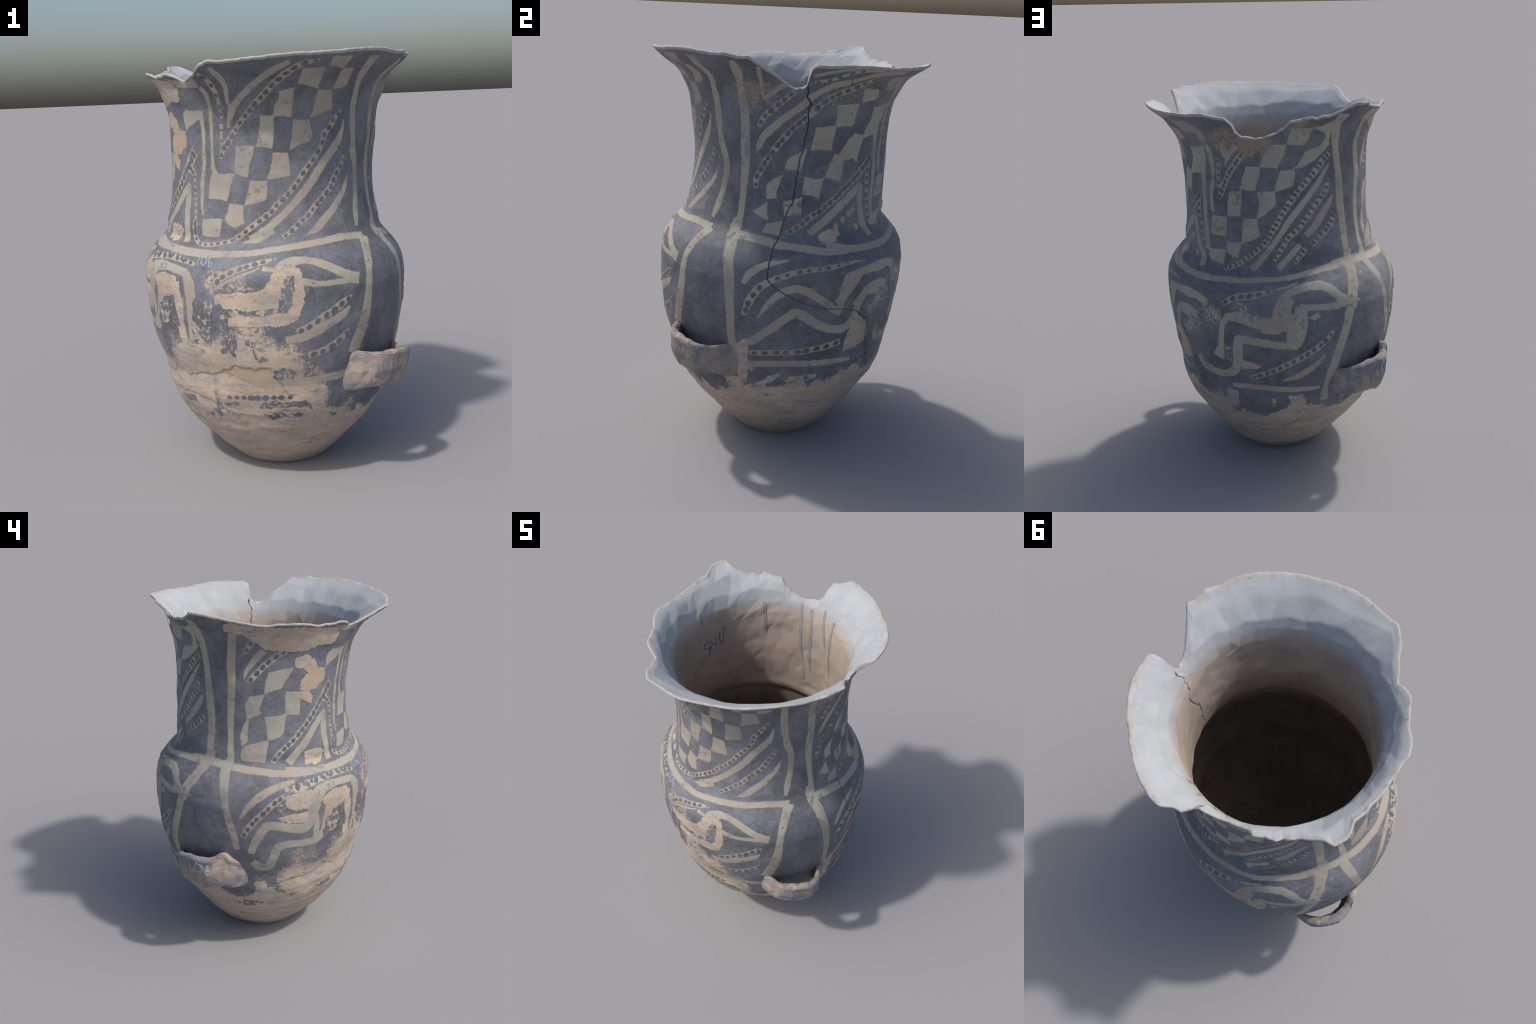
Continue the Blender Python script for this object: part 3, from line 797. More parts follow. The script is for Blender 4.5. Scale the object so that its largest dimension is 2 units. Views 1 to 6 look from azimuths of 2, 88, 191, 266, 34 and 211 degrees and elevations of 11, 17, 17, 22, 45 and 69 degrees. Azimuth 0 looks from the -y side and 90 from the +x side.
beads([(20.4, 1.954, 0.014), (14.1, 1.943, 0.035), (10.9, 1.927, 0.042), (7.7, 1.906, 0.046), (5.2, 1.887, 0.040), (2.3, 1.865, 0.033), (359.3, 1.837, 0.031), (355.3, 1.803, 0.031), (351.7, 1.775, 0.030), (349.4, 1.751, 0.029), (345.6, 1.722, 0.027), (342.2, 1.689, 0.024), (339.7, 1.662, 0.023), (336.1, 1.623, 0.037), (332.5, 1.595, 0.037), (330.0, 1.549, 0.009)], 0.036)
beads([(39.6, 1.744, 0.010), (35.8, 1.709, 0.023), (33.5, 1.677, 0.029), (29.7, 1.639, 0.030), (28.7, 1.598, 0.028), (26.9, 1.573, 0.028), (24.8, 1.546, 0.029), (22.2, 1.518, 0.029), (18.9, 1.487, 0.029), (16.2, 1.458, 0.028), (13.2, 1.424, 0.028), (9.7, 1.393, 0.027), (6.7, 1.368, 0.027), (2.3, 1.341, 0.027), (359.2, 1.309, 0.027), (355.1, 1.285, 0.027), (351.3, 1.265, 0.028), (346.7, 1.235, 0.026), (343.1, 1.212, 0.025), (339.5, 1.193, 0.025)], 0.039)
beads([(338.9, 1.189, 0.021), (334.5, 1.177, 0.023), (329.5, 1.169, 0.023), (323.3, 1.161, 0.022), (317.5, 1.164, 0.018), (313.1, 1.187, 0.026), (312.2, 1.223, 0.030), (312.0, 1.267, 0.027)], 0.035)
cream_band([(42.0, 1.701, 0.005), (41.1, 1.657, 0.021), (39.5, 1.618, 0.037), (36.4, 1.580, 0.044), (32.6, 1.542, 0.045), (28.8, 1.504, 0.043), (24.9, 1.461, 0.041), (20.1, 1.412, 0.039), (15.3, 1.370, 0.036), (9.9, 1.327, 0.034), (4.1, 1.285, 0.034), (358.4, 1.248, 0.034), (352.9, 1.215, 0.036), (347.4, 1.192, 0.035)])
cream_band([(359.9, 1.231, 0.035), (355.6, 1.208, 0.034), (351.3, 1.190, 0.029), (343.7, 1.175, 0.007)])
beads([(43.6, 1.541, 0.008), (42.5, 1.513, 0.022), (40.4, 1.480, 0.029), (37.2, 1.445, 0.031), (35.2, 1.414, 0.031), (32.3, 1.388, 0.030), (28.3, 1.359, 0.029), (24.9, 1.333, 0.028), (21.9, 1.310, 0.028), (19.0, 1.284, 0.028), (15.2, 1.264, 0.026), (11.8, 1.240, 0.026), (9.0, 1.222, 0.025), (4.9, 1.196, 0.021)], 0.036)
cream_band([(46.6, 1.452, 0.007), (44.7, 1.407, 0.021), (41.5, 1.369, 0.030), (36.2, 1.322, 0.036), (31.3, 1.286, 0.038), (27.2, 1.256, 0.039), (23.3, 1.228, 0.037), (17.5, 1.203, 0.006)])
cream_band([(45.2, 1.968, 0.061), (45.4, 1.928, 0.055), (47.3, 1.887, 0.042), (47.6, 1.838, 0.035), (47.9, 1.783, 0.041), (48.2, 1.727, 0.040), (49.0, 1.664, 0.038), (49.6, 1.618, 0.028), (50.4, 1.566, 0.042), (52.6, 1.506, 0.038), (53.5, 1.447, 0.039), (52.7, 1.389, 0.035), (51.4, 1.331, 0.034), (49.7, 1.275, 0.037), (48.0, 1.215, 0.020)])
beads([(311.7, 1.606, 0.017), (308.1, 1.565, 0.037), (305.0, 1.517, 0.053), (310.2, 1.471, 0.022), (310.8, 1.419, 0.018), (311.3, 1.360, 0.018), (312.1, 1.302, 0.018), (312.9, 1.244, 0.018), (312.9, 1.191, 0.021)], 0.027)
cream_band([(224.3, 1.939, 0.066), (223.6, 1.876, 0.066), (225.0, 1.815, 0.052), (225.9, 1.746, 0.041), (227.3, 1.679, 0.040), (228.3, 1.612, 0.045), (228.9, 1.543, 0.049), (229.6, 1.473, 0.053), (230.6, 1.404, 0.052), (231.0, 1.334, 0.051), (231.4, 1.252, 0.043), (231.5, 1.178, 0.049)])
cream_band([(245.6, 1.884, 0.049), (244.3, 1.809, 0.049), (243.2, 1.725, 0.050), (243.9, 1.638, 0.047), (243.8, 1.569, 0.047), (243.3, 1.498, 0.043), (243.2, 1.428, 0.040), (243.4, 1.358, 0.037), (243.8, 1.290, 0.036), (245.2, 1.179, 0.041)])
cream_band([(262.8, 1.792, 0.041), (258.4, 1.753, 0.038), (255.1, 1.715, 0.031), (252.5, 1.677, 0.020), (251.1, 1.636, 0.005)])
beads([(256.9, 1.848, 0.030), (254.3, 1.815, 0.033), (251.5, 1.771, 0.022)], 0.037)
beads([(276.1, 1.786, 0.032), (272.0, 1.773, 0.039), (269.1, 1.753, 0.036), (265.4, 1.730, 0.036), (262.1, 1.703, 0.036), (258.8, 1.671, 0.034), (256.3, 1.645, 0.033), (253.3, 1.624, 0.020)], 0.040)
beads([(311.8, 1.576, 0.038), (306.7, 1.528, 0.047), (301.9, 1.493, 0.044), (297.5, 1.443, 0.043), (292.3, 1.395, 0.041), (287.5, 1.352, 0.038), (283.8, 1.322, 0.037), (280.4, 1.295, 0.035), (276.7, 1.272, 0.033), (273.5, 1.247, 0.033), (270.5, 1.218, 0.033), (268.3, 1.188, 0.025)], 0.036)
cream_band([(305.3, 1.434, 0.011), (301.9, 1.401, 0.036), (297.3, 1.359, 0.042), (292.9, 1.317, 0.044), (287.9, 1.269, 0.044), (283.4, 1.234, 0.046), (277.6, 1.182, 0.051)])
cream_band([(305.4, 1.434, 0.024), (304.7, 1.360, 0.046), (304.6, 1.297, 0.043), (305.7, 1.238, 0.044), (306.6, 1.162, 0.046)])
cream_band([(65.4, 1.959, 0.033), (65.7, 1.920, 0.055), (64.7, 1.878, 0.043), (64.7, 1.815, 0.041), (65.4, 1.752, 0.046), (66.0, 1.683, 0.047), (66.1, 1.613, 0.047), (65.9, 1.553, 0.048), (65.8, 1.493, 0.047), (65.6, 1.433, 0.042), (65.6, 1.373, 0.035), (65.6, 1.314, 0.033), (65.5, 1.244, 0.036), (64.6, 1.202, 0.052)])
cream_band([(75.4, 1.938, 0.020), (75.3, 1.886, 0.019), (75.4, 1.840, 0.017), (76.5, 1.795, 0.018)])
cream_band([(76.5, 1.792, 0.027), (80.4, 1.823, 0.025), (83.9, 1.852, 0.025), (87.6, 1.867, 0.021)])
beads([(91.0, 1.837, 0.027), (87.6, 1.807, 0.031), (84.7, 1.782, 0.030), (81.6, 1.757, 0.031), (78.4, 1.732, 0.031), (75.8, 1.708, 0.029), (73.5, 1.668, 0.020)], 0.037)
cream_band([(114.9, 1.885, 0.041), (108.6, 1.870, 0.039), (103.0, 1.842, 0.037), (98.4, 1.808, 0.038), (94.1, 1.763, 0.036), (89.3, 1.732, 0.035), (84.4, 1.695, 0.034), (80.0, 1.658, 0.034), (76.0, 1.621, 0.035), (73.7, 1.578, 0.026), (72.5, 1.541, 0.006)])
cream_band([(97.9, 1.908, 0.024), (102.3, 1.924, 0.025), (108.9, 1.942, 0.020), (114.7, 1.948, 0.013)])
beads([(99.0, 1.880, 0.017), (107.2, 1.899, 0.028), (112.1, 1.929, 0.028), (118.8, 1.941, 0.022), (126.7, 1.938, 0.017)], 0.036)
cream_band([(115.3, 1.889, 0.038), (122.4, 1.916, 0.045), (130.8, 1.927, 0.042), (140.7, 1.927, 0.041)])
beads([(127.6, 1.900, 0.038), (122.4, 1.879, 0.037), (117.9, 1.855, 0.033), (110.2, 1.823, 0.038), (104.5, 1.780, 0.038), (100.1, 1.736, 0.035), (96.5, 1.712, 0.033), (93.8, 1.688, 0.033), (90.1, 1.660, 0.034), (87.7, 1.630, 0.034), (85.5, 1.606, 0.034), (83.0, 1.578, 0.034), (80.7, 1.547, 0.034), (78.4, 1.519, 0.033), (76.0, 1.484, 0.032), (74.3, 1.456, 0.031), (72.6, 1.427, 0.031), (72.7, 1.380, 0.019)], 0.035)
beads([(141.4, 1.537, 0.028), (139.9, 1.507, 0.039), (135.7, 1.474, 0.042), (132.9, 1.449, 0.042), (129.2, 1.428, 0.042), (125.8, 1.403, 0.042), (122.9, 1.384, 0.041), (120.2, 1.361, 0.038), (117.1, 1.339, 0.036), (114.8, 1.325, 0.035), (112.2, 1.308, 0.034), (108.9, 1.282, 0.032), (105.2, 1.271, 0.031), (102.4, 1.257, 0.031), (100.4, 1.240, 0.031), (97.7, 1.219, 0.031), (94.4, 1.201, 0.029), (90.4, 1.186, 0.024)], 0.035)
cream_band([(134.2, 1.408, 0.023), (130.0, 1.363, 0.046), (124.8, 1.330, 0.045), (119.0, 1.292, 0.043), (113.5, 1.253, 0.042), (107.7, 1.213, 0.042), (102.3, 1.180, 0.036)])
cream_band([(134.8, 1.401, 0.025), (134.9, 1.345, 0.039), (135.6, 1.288, 0.038), (137.7, 1.228, 0.040), (141.6, 1.178, 0.051), (143.4, 1.138, 0.047)])
beads([(140.3, 1.525, 0.025), (139.3, 1.459, 0.028), (140.1, 1.396, 0.029), (141.4, 1.331, 0.031), (142.7, 1.266, 0.034), (147.1, 1.200, 0.034)], 0.039)
cream_band([(171.0, 1.795, 0.037), (166.5, 1.753, 0.029), (162.4, 1.688, 0.007)])
cream_band([(163.7, 1.812, 0.023), (162.9, 1.764, 0.040), (163.5, 1.724, 0.034)])
cream_band([(137.0, 1.888, 0.066), (147.3, 1.880, 0.066), (150.7, 1.849, 0.051), (151.7, 1.795, 0.043), (152.9, 1.742, 0.034), (153.1, 1.670, 0.032), (153.1, 1.610, 0.027), (151.5, 1.542, 0.026), (151.5, 1.483, 0.025), (152.1, 1.437, 0.021)])
cream_band([(145.0, 1.768, 0.049), (144.8, 1.700, 0.046), (145.0, 1.647, 0.042), (145.1, 1.581, 0.035), (145.7, 1.502, 0.032), (145.6, 1.434, 0.033), (145.6, 1.366, 0.036), (146.3, 1.278, 0.037), (146.5, 1.201, 0.040)])
beads([(158.1, 1.720, 0.025), (157.7, 1.674, 0.025), (157.1, 1.627, 0.025), (157.2, 1.588, 0.029), (158.3, 1.543, 0.025)], 0.030)
beads([(173.7, 1.749, 0.033), (172.1, 1.736, 0.036), (170.0, 1.712, 0.037), (167.3, 1.678, 0.036), (164.6, 1.647, 0.036), (162.7, 1.619, 0.035), (160.8, 1.585, 0.036), (159.2, 1.551, 0.035), (157.1, 1.509, 0.024)], 0.027)
comb([(221.7, 1.738, 0.028), (217.6, 1.704, 0.037), (214.5, 1.669, 0.035), (210.7, 1.634, 0.034), (207.0, 1.598, 0.034), (203.5, 1.565, 0.033), (200.6, 1.531, 0.033), (197.8, 1.493, 0.032), (195.0, 1.455, 0.032), (192.1, 1.410, 0.032), (190.0, 1.378, 0.032), (187.1, 1.332, 0.031), (183.5, 1.285, 0.031), (179.8, 1.257, 0.030), (175.2, 1.220, 0.030), (170.4, 1.188, 0.031), (166.0, 1.166, 0.030), (159.9, 1.150, 0.024)], 0.029)
cream_band([(221.8, 1.691, 0.006), (218.4, 1.646, 0.021), (214.4, 1.592, 0.029), (210.7, 1.550, 0.032), (206.3, 1.502, 0.034), (201.2, 1.446, 0.036), (197.0, 1.396, 0.032), (193.4, 1.345, 0.029), (189.1, 1.293, 0.029), (184.9, 1.240, 0.030), (180.4, 1.190, 0.033), (177.1, 1.162, 0.037)])
comb([(221.2, 1.611, 0.024), (219.2, 1.548, 0.036), (216.0, 1.512, 0.034), (212.2, 1.471, 0.033), (208.4, 1.428, 0.032), (203.9, 1.373, 0.029), (199.6, 1.343, 0.029), (196.0, 1.306, 0.026), (192.5, 1.248, 0.022), (189.7, 1.208, 0.017)], 0.030)
cream_band([(223.7, 1.520, 0.013), (221.0, 1.474, 0.040), (216.8, 1.426, 0.043), (212.0, 1.373, 0.038), (207.2, 1.332, 0.029)])
cream_band([(203.5, 1.291, 0.026), (199.3, 1.247, 0.030), (195.1, 1.201, 0.032), (191.7, 1.171, 0.034)])
comb([(225.8, 1.421, 0.034), (222.5, 1.380, 0.040), (218.0, 1.340, 0.038), (213.8, 1.313, 0.034), (210.2, 1.284, 0.030)], 0.029)
comb([(206.5, 1.266, 0.027), (203.3, 1.232, 0.026), (200.2, 1.194, 0.019)], 0.028)
cream_band([(275.5, 1.146, 0.066), (292.1, 1.136, 0.038), (303.9, 1.128, 0.041), (315.6, 1.125, 0.040), (328.8, 1.126, 0.039), (340.0, 1.132, 0.036), (349.6, 1.137, 0.035), (1.1, 1.151, 0.036), (12.9, 1.162, 0.037), (25.5, 1.173, 0.035), (35.0, 1.181, 0.036), (49.7, 1.174, 0.041)])
cream_band([(220.4, 1.176, 0.043), (228.4, 1.178, 0.047), (240.1, 1.175, 0.047), (250.6, 1.164, 0.048), (261.0, 1.154, 0.048), (271.2, 1.142, 0.044), (281.8, 1.134, 0.041), (294.1, 1.132, 0.036), (306.4, 1.133, 0.033), (321.6, 1.132, 0.032), (341.1, 1.129, 0.031)])
cream_band([(66.2, 1.165, 0.049), (73.3, 1.160, 0.046), (80.0, 1.151, 0.048), (85.8, 1.139, 0.045), (92.8, 1.132, 0.039), (101.9, 1.118, 0.041), (110.6, 1.104, 0.039), (120.6, 1.103, 0.036), (133.7, 1.103, 0.032), (147.0, 1.102, 0.030), (158.8, 1.106, 0.027)])
cream_band([(110.7, 1.126, 0.066), (123.0, 1.107, 0.043), (136.9, 1.100, 0.034), (149.1, 1.099, 0.036), (161.0, 1.107, 0.035), (172.7, 1.112, 0.031), (183.1, 1.123, 0.030), (193.1, 1.131, 0.028), (203.1, 1.145, 0.032), (214.0, 1.163, 0.041), (226.6, 1.175, 0.046), (235.9, 1.180, 0.043)])
cream_band([(49.2, 1.172, 0.059), (44.9, 1.113, 0.046), (42.6, 1.048, 0.040), (41.3, 0.979, 0.042), (40.6, 0.907, 0.051), (39.3, 0.835, 0.062), (37.9, 0.778, 0.066), (35.8, 0.721, 0.066), (33.8, 0.663, 0.066)])
cream_band([(64.4, 1.230, 0.053), (63.7, 1.196, 0.061), (63.7, 1.159, 0.066), (64.6, 1.120, 0.063), (65.4, 1.060, 0.057), (66.4, 0.995, 0.058), (66.9, 0.926, 0.052), (67.2, 0.854, 0.044), (67.4, 0.778, 0.042), (67.4, 0.691, 0.041), (68.0, 0.617, 0.046), (68.3, 0.516, 0.048)])
cream_band([(244.8, 1.201, 0.047), (243.1, 1.158, 0.059), (244.7, 1.094, 0.053), (245.6, 1.035, 0.044), (246.8, 0.968, 0.041), (248.3, 0.896, 0.043), (250.2, 0.821, 0.041), (251.5, 0.728, 0.035)])
cream_band([(232.4, 1.235, 0.059), (230.8, 1.148, 0.060), (227.6, 1.095, 0.055), (224.3, 1.027, 0.055), (222.6, 0.949, 0.057), (221.2, 0.880, 0.054), (218.8, 0.797, 0.053), (216.7, 0.709, 0.052), (215.5, 0.610, 0.057), (214.9, 0.529, 0.048), (213.8, 0.445, 0.047)])
cream_band([(230.3, 1.195, 0.053), (229.4, 1.143, 0.063), (228.1, 1.094, 0.062), (225.9, 1.045, 0.059), (224.1, 0.969, 0.051)])
figure_band([(1.4, 1.068, 0.043), (3.6, 1.089, 0.045), (8.6, 1.103, 0.042), (13.5, 1.105, 0.033), (18.2, 1.095, 0.036), (24.0, 1.070, 0.039), (29.0, 1.039, 0.037), (34.0, 1.016, 0.041), (36.2, 1.008, 0.048)])
figure_band([(9.4, 1.024, 0.035), (16.8, 1.005, 0.025), (23.5, 1.003, 0.022), (30.8, 1.005, 0.025), (35.9, 1.003, 0.040)])
clay_band([(333.3, 0.938, 0.044), (340.1, 0.942, 0.047), (347.8, 0.949, 0.047), (354.5, 0.958, 0.053), (358.2, 0.989, 0.054), (0.7, 1.036, 0.053), (3.5, 1.071, 0.053), (7.7, 1.086, 0.047)])
clay_band([(339.6, 0.842, 0.038), (347.4, 0.856, 0.042), (354.1, 0.848, 0.045), (0.7, 0.851, 0.046), (5.9, 0.862, 0.046), (8.9, 0.907, 0.044), (9.7, 0.963, 0.043), (9.6, 1.012, 0.042), (8.0, 1.059, 0.042)])
clay_band([(354.6, 1.078, 0.025), (357.4, 1.072, 0.028), (0.1, 1.068, 0.029)])
beads([(333.5, 1.002, 0.030), (336.3, 1.035, 0.040), (339.8, 1.057, 0.039), (343.3, 1.071, 0.034), (348.9, 1.089, 0.032), (353.8, 1.100, 0.029), (1.0, 1.115, 0.008)], 0.033)
figure_band([(333.5, 0.985, 0.010), (339.5, 1.020, 0.013), (346.4, 1.052, 0.012), (353.9, 1.082, 0.005)])
beads([(8.3, 0.794, 0.033), (11.6, 0.807, 0.035), (14.9, 0.824, 0.035), (18.9, 0.854, 0.033), (23.8, 0.879, 0.036), (28.2, 0.911, 0.035), (32.3, 0.937, 0.010)], 0.034)
figure_band([(3.6, 0.756, 0.030), (9.6, 0.767, 0.043), (16.2, 0.795, 0.046), (22.3, 0.824, 0.041), (28.1, 0.856, 0.034), (31.2, 0.888, 0.007)])
beads([(12.9, 0.681, 0.032), (19.8, 0.696, 0.038), (24.0, 0.716, 0.039), (27.6, 0.745, 0.035), (30.9, 0.784, 0.009)], 0.036)
figure_band([(2.5, 0.549, 0.031), (9.8, 0.550, 0.036), (18.6, 0.554, 0.039), (27.1, 0.559, 0.040), (32.0, 0.566, 0.041)])
clay_band([(350.9, 0.402, 0.023), (358.2, 0.409, 0.025), (6.0, 0.411, 0.025), (13.1, 0.414, 0.024)])
beads([(333.1, 0.458, 0.027), (341.9, 0.465, 0.034), (350.8, 0.471, 0.037), (359.3, 0.475, 0.033), (6.8, 0.471, 0.028)], 0.035)
figure_band([(288.0, 0.960, 0.051), (288.8, 1.016, 0.045), (291.4, 1.051, 0.035), (299.2, 1.062, 0.032), (308.9, 1.057, 0.031), (317.1, 1.040, 0.038), (319.9, 0.997, 0.066), (320.8, 0.916, 0.066), (321.3, 0.834, 0.066), (322.2, 0.731, 0.066)])
figure_band([(312.0, 1.045, 0.028), (318.3, 1.036, 0.034), (320.8, 1.002, 0.036), (320.2, 0.916, 0.035), (320.0, 0.841, 0.038), (318.2, 0.721, 0.022)])
figure_band([(291.0, 0.774, 0.036), (291.0, 0.847, 0.036), (289.9, 0.916, 0.036), (292.0, 0.991, 0.036), (295.0, 1.039, 0.036), (303.0, 1.051, 0.027), (312.0, 1.045, 0.026)])
clay_band([(314.0, 0.922, 0.046), (313.5, 0.861, 0.043), (313.0, 0.798, 0.046), (313.8, 0.737, 0.052), (314.4, 0.641, 0.066)])
clay_band([(294.0, 0.975, 0.053), (301.6, 0.998, 0.066), (311.7, 0.989, 0.066)])
clay_band([(311.7, 0.966, 0.053), (313.0, 0.883, 0.057), (312.9, 0.803, 0.056), (313.1, 0.719, 0.059)])
figure_band([(257.9, 0.702, 0.035), (259.8, 0.770, 0.046), (262.7, 0.835, 0.048), (265.3, 0.876, 0.047), (270.1, 0.875, 0.049), (276.9, 0.854, 0.052), (284.3, 0.838, 0.060), (286.9, 0.871, 0.064), (288.2, 0.945, 0.061), (289.5, 1.015, 0.055)])
figure_band([(258.7, 0.645, 0.042), (262.4, 0.604, 0.054), (266.6, 0.605, 0.055), (269.0, 0.673, 0.048), (271.0, 0.743, 0.049), (276.7, 0.754, 0.044), (284.2, 0.745, 0.042), (291.6, 0.750, 0.052), (296.0, 0.790, 0.062), (297.4, 0.858, 0.058), (298.7, 0.924, 0.058)])
figure_band([(253.2, 0.916, 0.008), (256.1, 0.977, 0.029), (260.0, 1.026, 0.038), (265.2, 1.063, 0.040), (272.7, 1.093, 0.035), (279.6, 1.104, 0.019)])
beads([(254.2, 0.805, 0.031), (257.5, 0.871, 0.041), (260.4, 0.913, 0.042), (263.5, 0.949, 0.041), (265.8, 0.976, 0.040), (268.4, 1.004, 0.040), (273.6, 1.039, 0.030)], 0.034)
comb([(279.1, 1.075, 0.027), (286.4, 1.089, 0.027), (292.1, 1.094, 0.026), (299.4, 1.101, 0.025), (306.5, 1.101, 0.025), (317.2, 1.090, 0.020)], 0.036)
comb([(278.0, 1.069, 0.047), (295.4, 1.090, 0.028), (305.7, 1.094, 0.024), (314.7, 1.088, 0.020), (321.3, 1.081, 0.017)], 0.048)
figure_band([(72.7, 0.963, 0.019), (74.9, 1.007, 0.034), (78.4, 1.037, 0.031), (83.2, 1.062, 0.027), (92.0, 1.077, 0.007)])
beads([(73.6, 0.804, 0.027), (74.9, 0.862, 0.041), (77.2, 0.912, 0.041), (79.2, 0.946, 0.038), (82.5, 0.973, 0.036), (84.8, 0.988, 0.034), (88.4, 1.003, 0.032), (94.6, 1.024, 0.029), (101.7, 1.035, 0.026), (108.6, 1.037, 0.025), (116.2, 1.046, 0.018), (122.9, 1.051, 0.012), (131.3, 1.048, 0.006)], 0.042)
figure_band([(79.3, 0.795, 0.007), (82.9, 0.858, 0.028), (87.0, 0.911, 0.036), (91.2, 0.940, 0.038), (95.5, 0.950, 0.036), (100.8, 0.930, 0.039), (106.6, 0.889, 0.039), (112.9, 0.837, 0.035), (118.1, 0.802, 0.025)])
figure_band([(116.9, 0.815, 0.037), (117.6, 0.868, 0.036), (118.1, 0.927, 0.037), (119.9, 0.983, 0.041), (125.0, 1.000, 0.036), (134.7, 1.000, 0.037), (145.6, 0.996, 0.035)])
figure_band([(75.4, 0.659, 0.031), (81.4, 0.710, 0.038), (86.4, 0.752, 0.043), (91.3, 0.799, 0.044), (95.6, 0.829, 0.046), (100.5, 0.803, 0.043), (106.6, 0.755, 0.041), (113.8, 0.722, 0.040), (120.6, 0.714, 0.044), (124.5, 0.738, 0.045), (126.9, 0.797, 0.041), (128.4, 0.864, 0.041), (131.7, 0.894, 0.041), (141.9, 0.887, 0.047)])
beads([(75.6, 0.605, 0.031), (81.5, 0.607, 0.038), (87.6, 0.613, 0.037), (95.2, 0.613, 0.037), (100.1, 0.616, 0.038), (105.2, 0.624, 0.038), (109.7, 0.627, 0.039), (114.4, 0.635, 0.041), (120.1, 0.647, 0.036)], 0.046)
figure_band([(75.1, 0.539, 0.033), (85.0, 0.547, 0.033), (95.0, 0.548, 0.033), (107.2, 0.541, 0.033), (118.2, 0.536, 0.031), (130.0, 0.527, 0.020)])
beads([(97.1, 0.464, 0.026), (101.7, 0.465, 0.031), (109.6, 0.471, 0.021)], 0.060)
figure_band([(156.1, 0.399, 0.066), (165.4, 0.416, 0.066), (166.1, 0.500, 0.066)])
beads([(164.6, 1.000, 0.025), (167.4, 1.017, 0.030), (170.8, 1.035, 0.035), (174.1, 1.044, 0.038), (178.0, 1.051, 0.042), (181.8, 1.060, 0.038), (185.2, 1.071, 0.031), (188.9, 1.082, 0.014)], 0.039)
figure_band([(190.4, 1.086, 0.010), (196.0, 1.099, 0.013), (201.2, 1.114, 0.006)])
figure_band([(194.5, 1.056, 0.034), (198.9, 1.084, 0.041), (205.2, 1.098, 0.042), (211.5, 1.099, 0.051), (215.8, 1.072, 0.047), (218.7, 1.035, 0.040), (222.4, 1.018, 0.034)])
figure_band([(200.3, 1.008, 0.029), (206.8, 1.000, 0.029), (212.6, 0.995, 0.031), (218.5, 0.994, 0.033)])
figure_band([(195.7, 1.053, 0.060), (193.8, 1.003, 0.072), (192.5, 0.941, 0.072), (191.9, 0.884, 0.060)])
figure_band([(191.9, 0.913, 0.072), (186.7, 0.910, 0.072), (180.7, 0.926, 0.072), (174.4, 0.940, 0.060), (167.5, 0.935, 0.035), (164.4, 0.892, 0.033), (163.3, 0.829, 0.032), (162.2, 0.755, 0.036), (160.1, 0.686, 0.072)])
figure_band([(200.6, 1.008, 0.047), (200.7, 0.940, 0.075), (199.2, 0.869, 0.090), (197.5, 0.794, 0.062)])
figure_band([(197.5, 0.802, 0.046), (191.2, 0.801, 0.041), (184.1, 0.811, 0.041), (177.8, 0.819, 0.045), (172.5, 0.818, 0.049), (171.6, 0.753, 0.058), (171.1, 0.689, 0.052), (169.4, 0.628, 0.045), (164.1, 0.593, 0.042), (155.0, 0.588, 0.049), (149.2, 0.603, 0.060), (145.0, 0.655, 0.046)])
beads([(177.7, 0.593, 0.029), (182.6, 0.618, 0.035), (187.2, 0.640, 0.036), (191.6, 0.667, 0.036), (195.3, 0.692, 0.036), (198.8, 0.716, 0.034), (202.2, 0.738, 0.034), (205.6, 0.767, 0.035), (209.0, 0.793, 0.035), (211.9, 0.826, 0.033), (214.8, 0.865, 0.021)], 0.033)
figure_band([(192.8, 0.590, 0.007), (198.4, 0.608, 0.033), (203.7, 0.648, 0.037), (208.2, 0.693, 0.030), (211.6, 0.735, 0.007)])
figure_band([(166.4, 0.527, 0.026), (175.0, 0.537, 0.028), (182.1, 0.539, 0.030), (190.9, 0.535, 0.031), (198.7, 0.529, 0.031), (205.3, 0.530, 0.029), (211.4, 0.530, 0.019)])
figure_band([(115.7, 0.856, 0.050), (124.7, 0.967, 0.050), (128.7, 1.002, 0.026), (140.3, 1.014, 0.035), (149.3, 1.002, 0.041), (155.0, 0.980, 0.036)])
figure_band([(126.6, 0.824, 0.066), (131.9, 0.905, 0.034), (140.0, 0.916, 0.045), (147.8, 0.894, 0.041)])
figure_band([(119.9, 0.359, 0.066), (140.6, 0.402, 0.047), (155.4, 0.411, 0.026)])
cream_patch([(14.8, 1.921), (23.7, 1.922), (24.5, 1.881), (23.6, 1.844), (19.2, 1.856), (14.3, 1.863), (14.5, 1.889)])
cream_patch([(25.6, 1.965), (33.7, 1.967), (33.7, 1.954), (33.0, 1.939), (33.0, 1.922), (27.6, 1.930), (25.5, 1.932)])
cream_patch([(33.7, 1.918), (38.4, 1.916), (40.2, 1.883), (40.4, 1.853), (36.9, 1.841), (32.8, 1.836), (33.7, 1.873), (33.1, 1.904)])
cream_patch([(5.3, 1.832), (12.4, 1.845), (11.9, 1.806), (12.0, 1.768), (11.2, 1.725), (7.2, 1.731), (2.3, 1.733), (3.4, 1.776), (5.0, 1.792)])
cream_patch([(24.9, 1.831), (31.4, 1.827), (32.6, 1.793), (33.7, 1.749), (30.1, 1.742), (26.4, 1.730), (21.8, 1.718), (23.5, 1.750), (24.1, 1.785)])
cream_patch([(355.3, 1.727), (2.3, 1.729), (1.7, 1.678), (1.9, 1.639), (0.5, 1.590), (357.2, 1.599), (352.6, 1.603), (354.0, 1.647), (354.8, 1.686)])
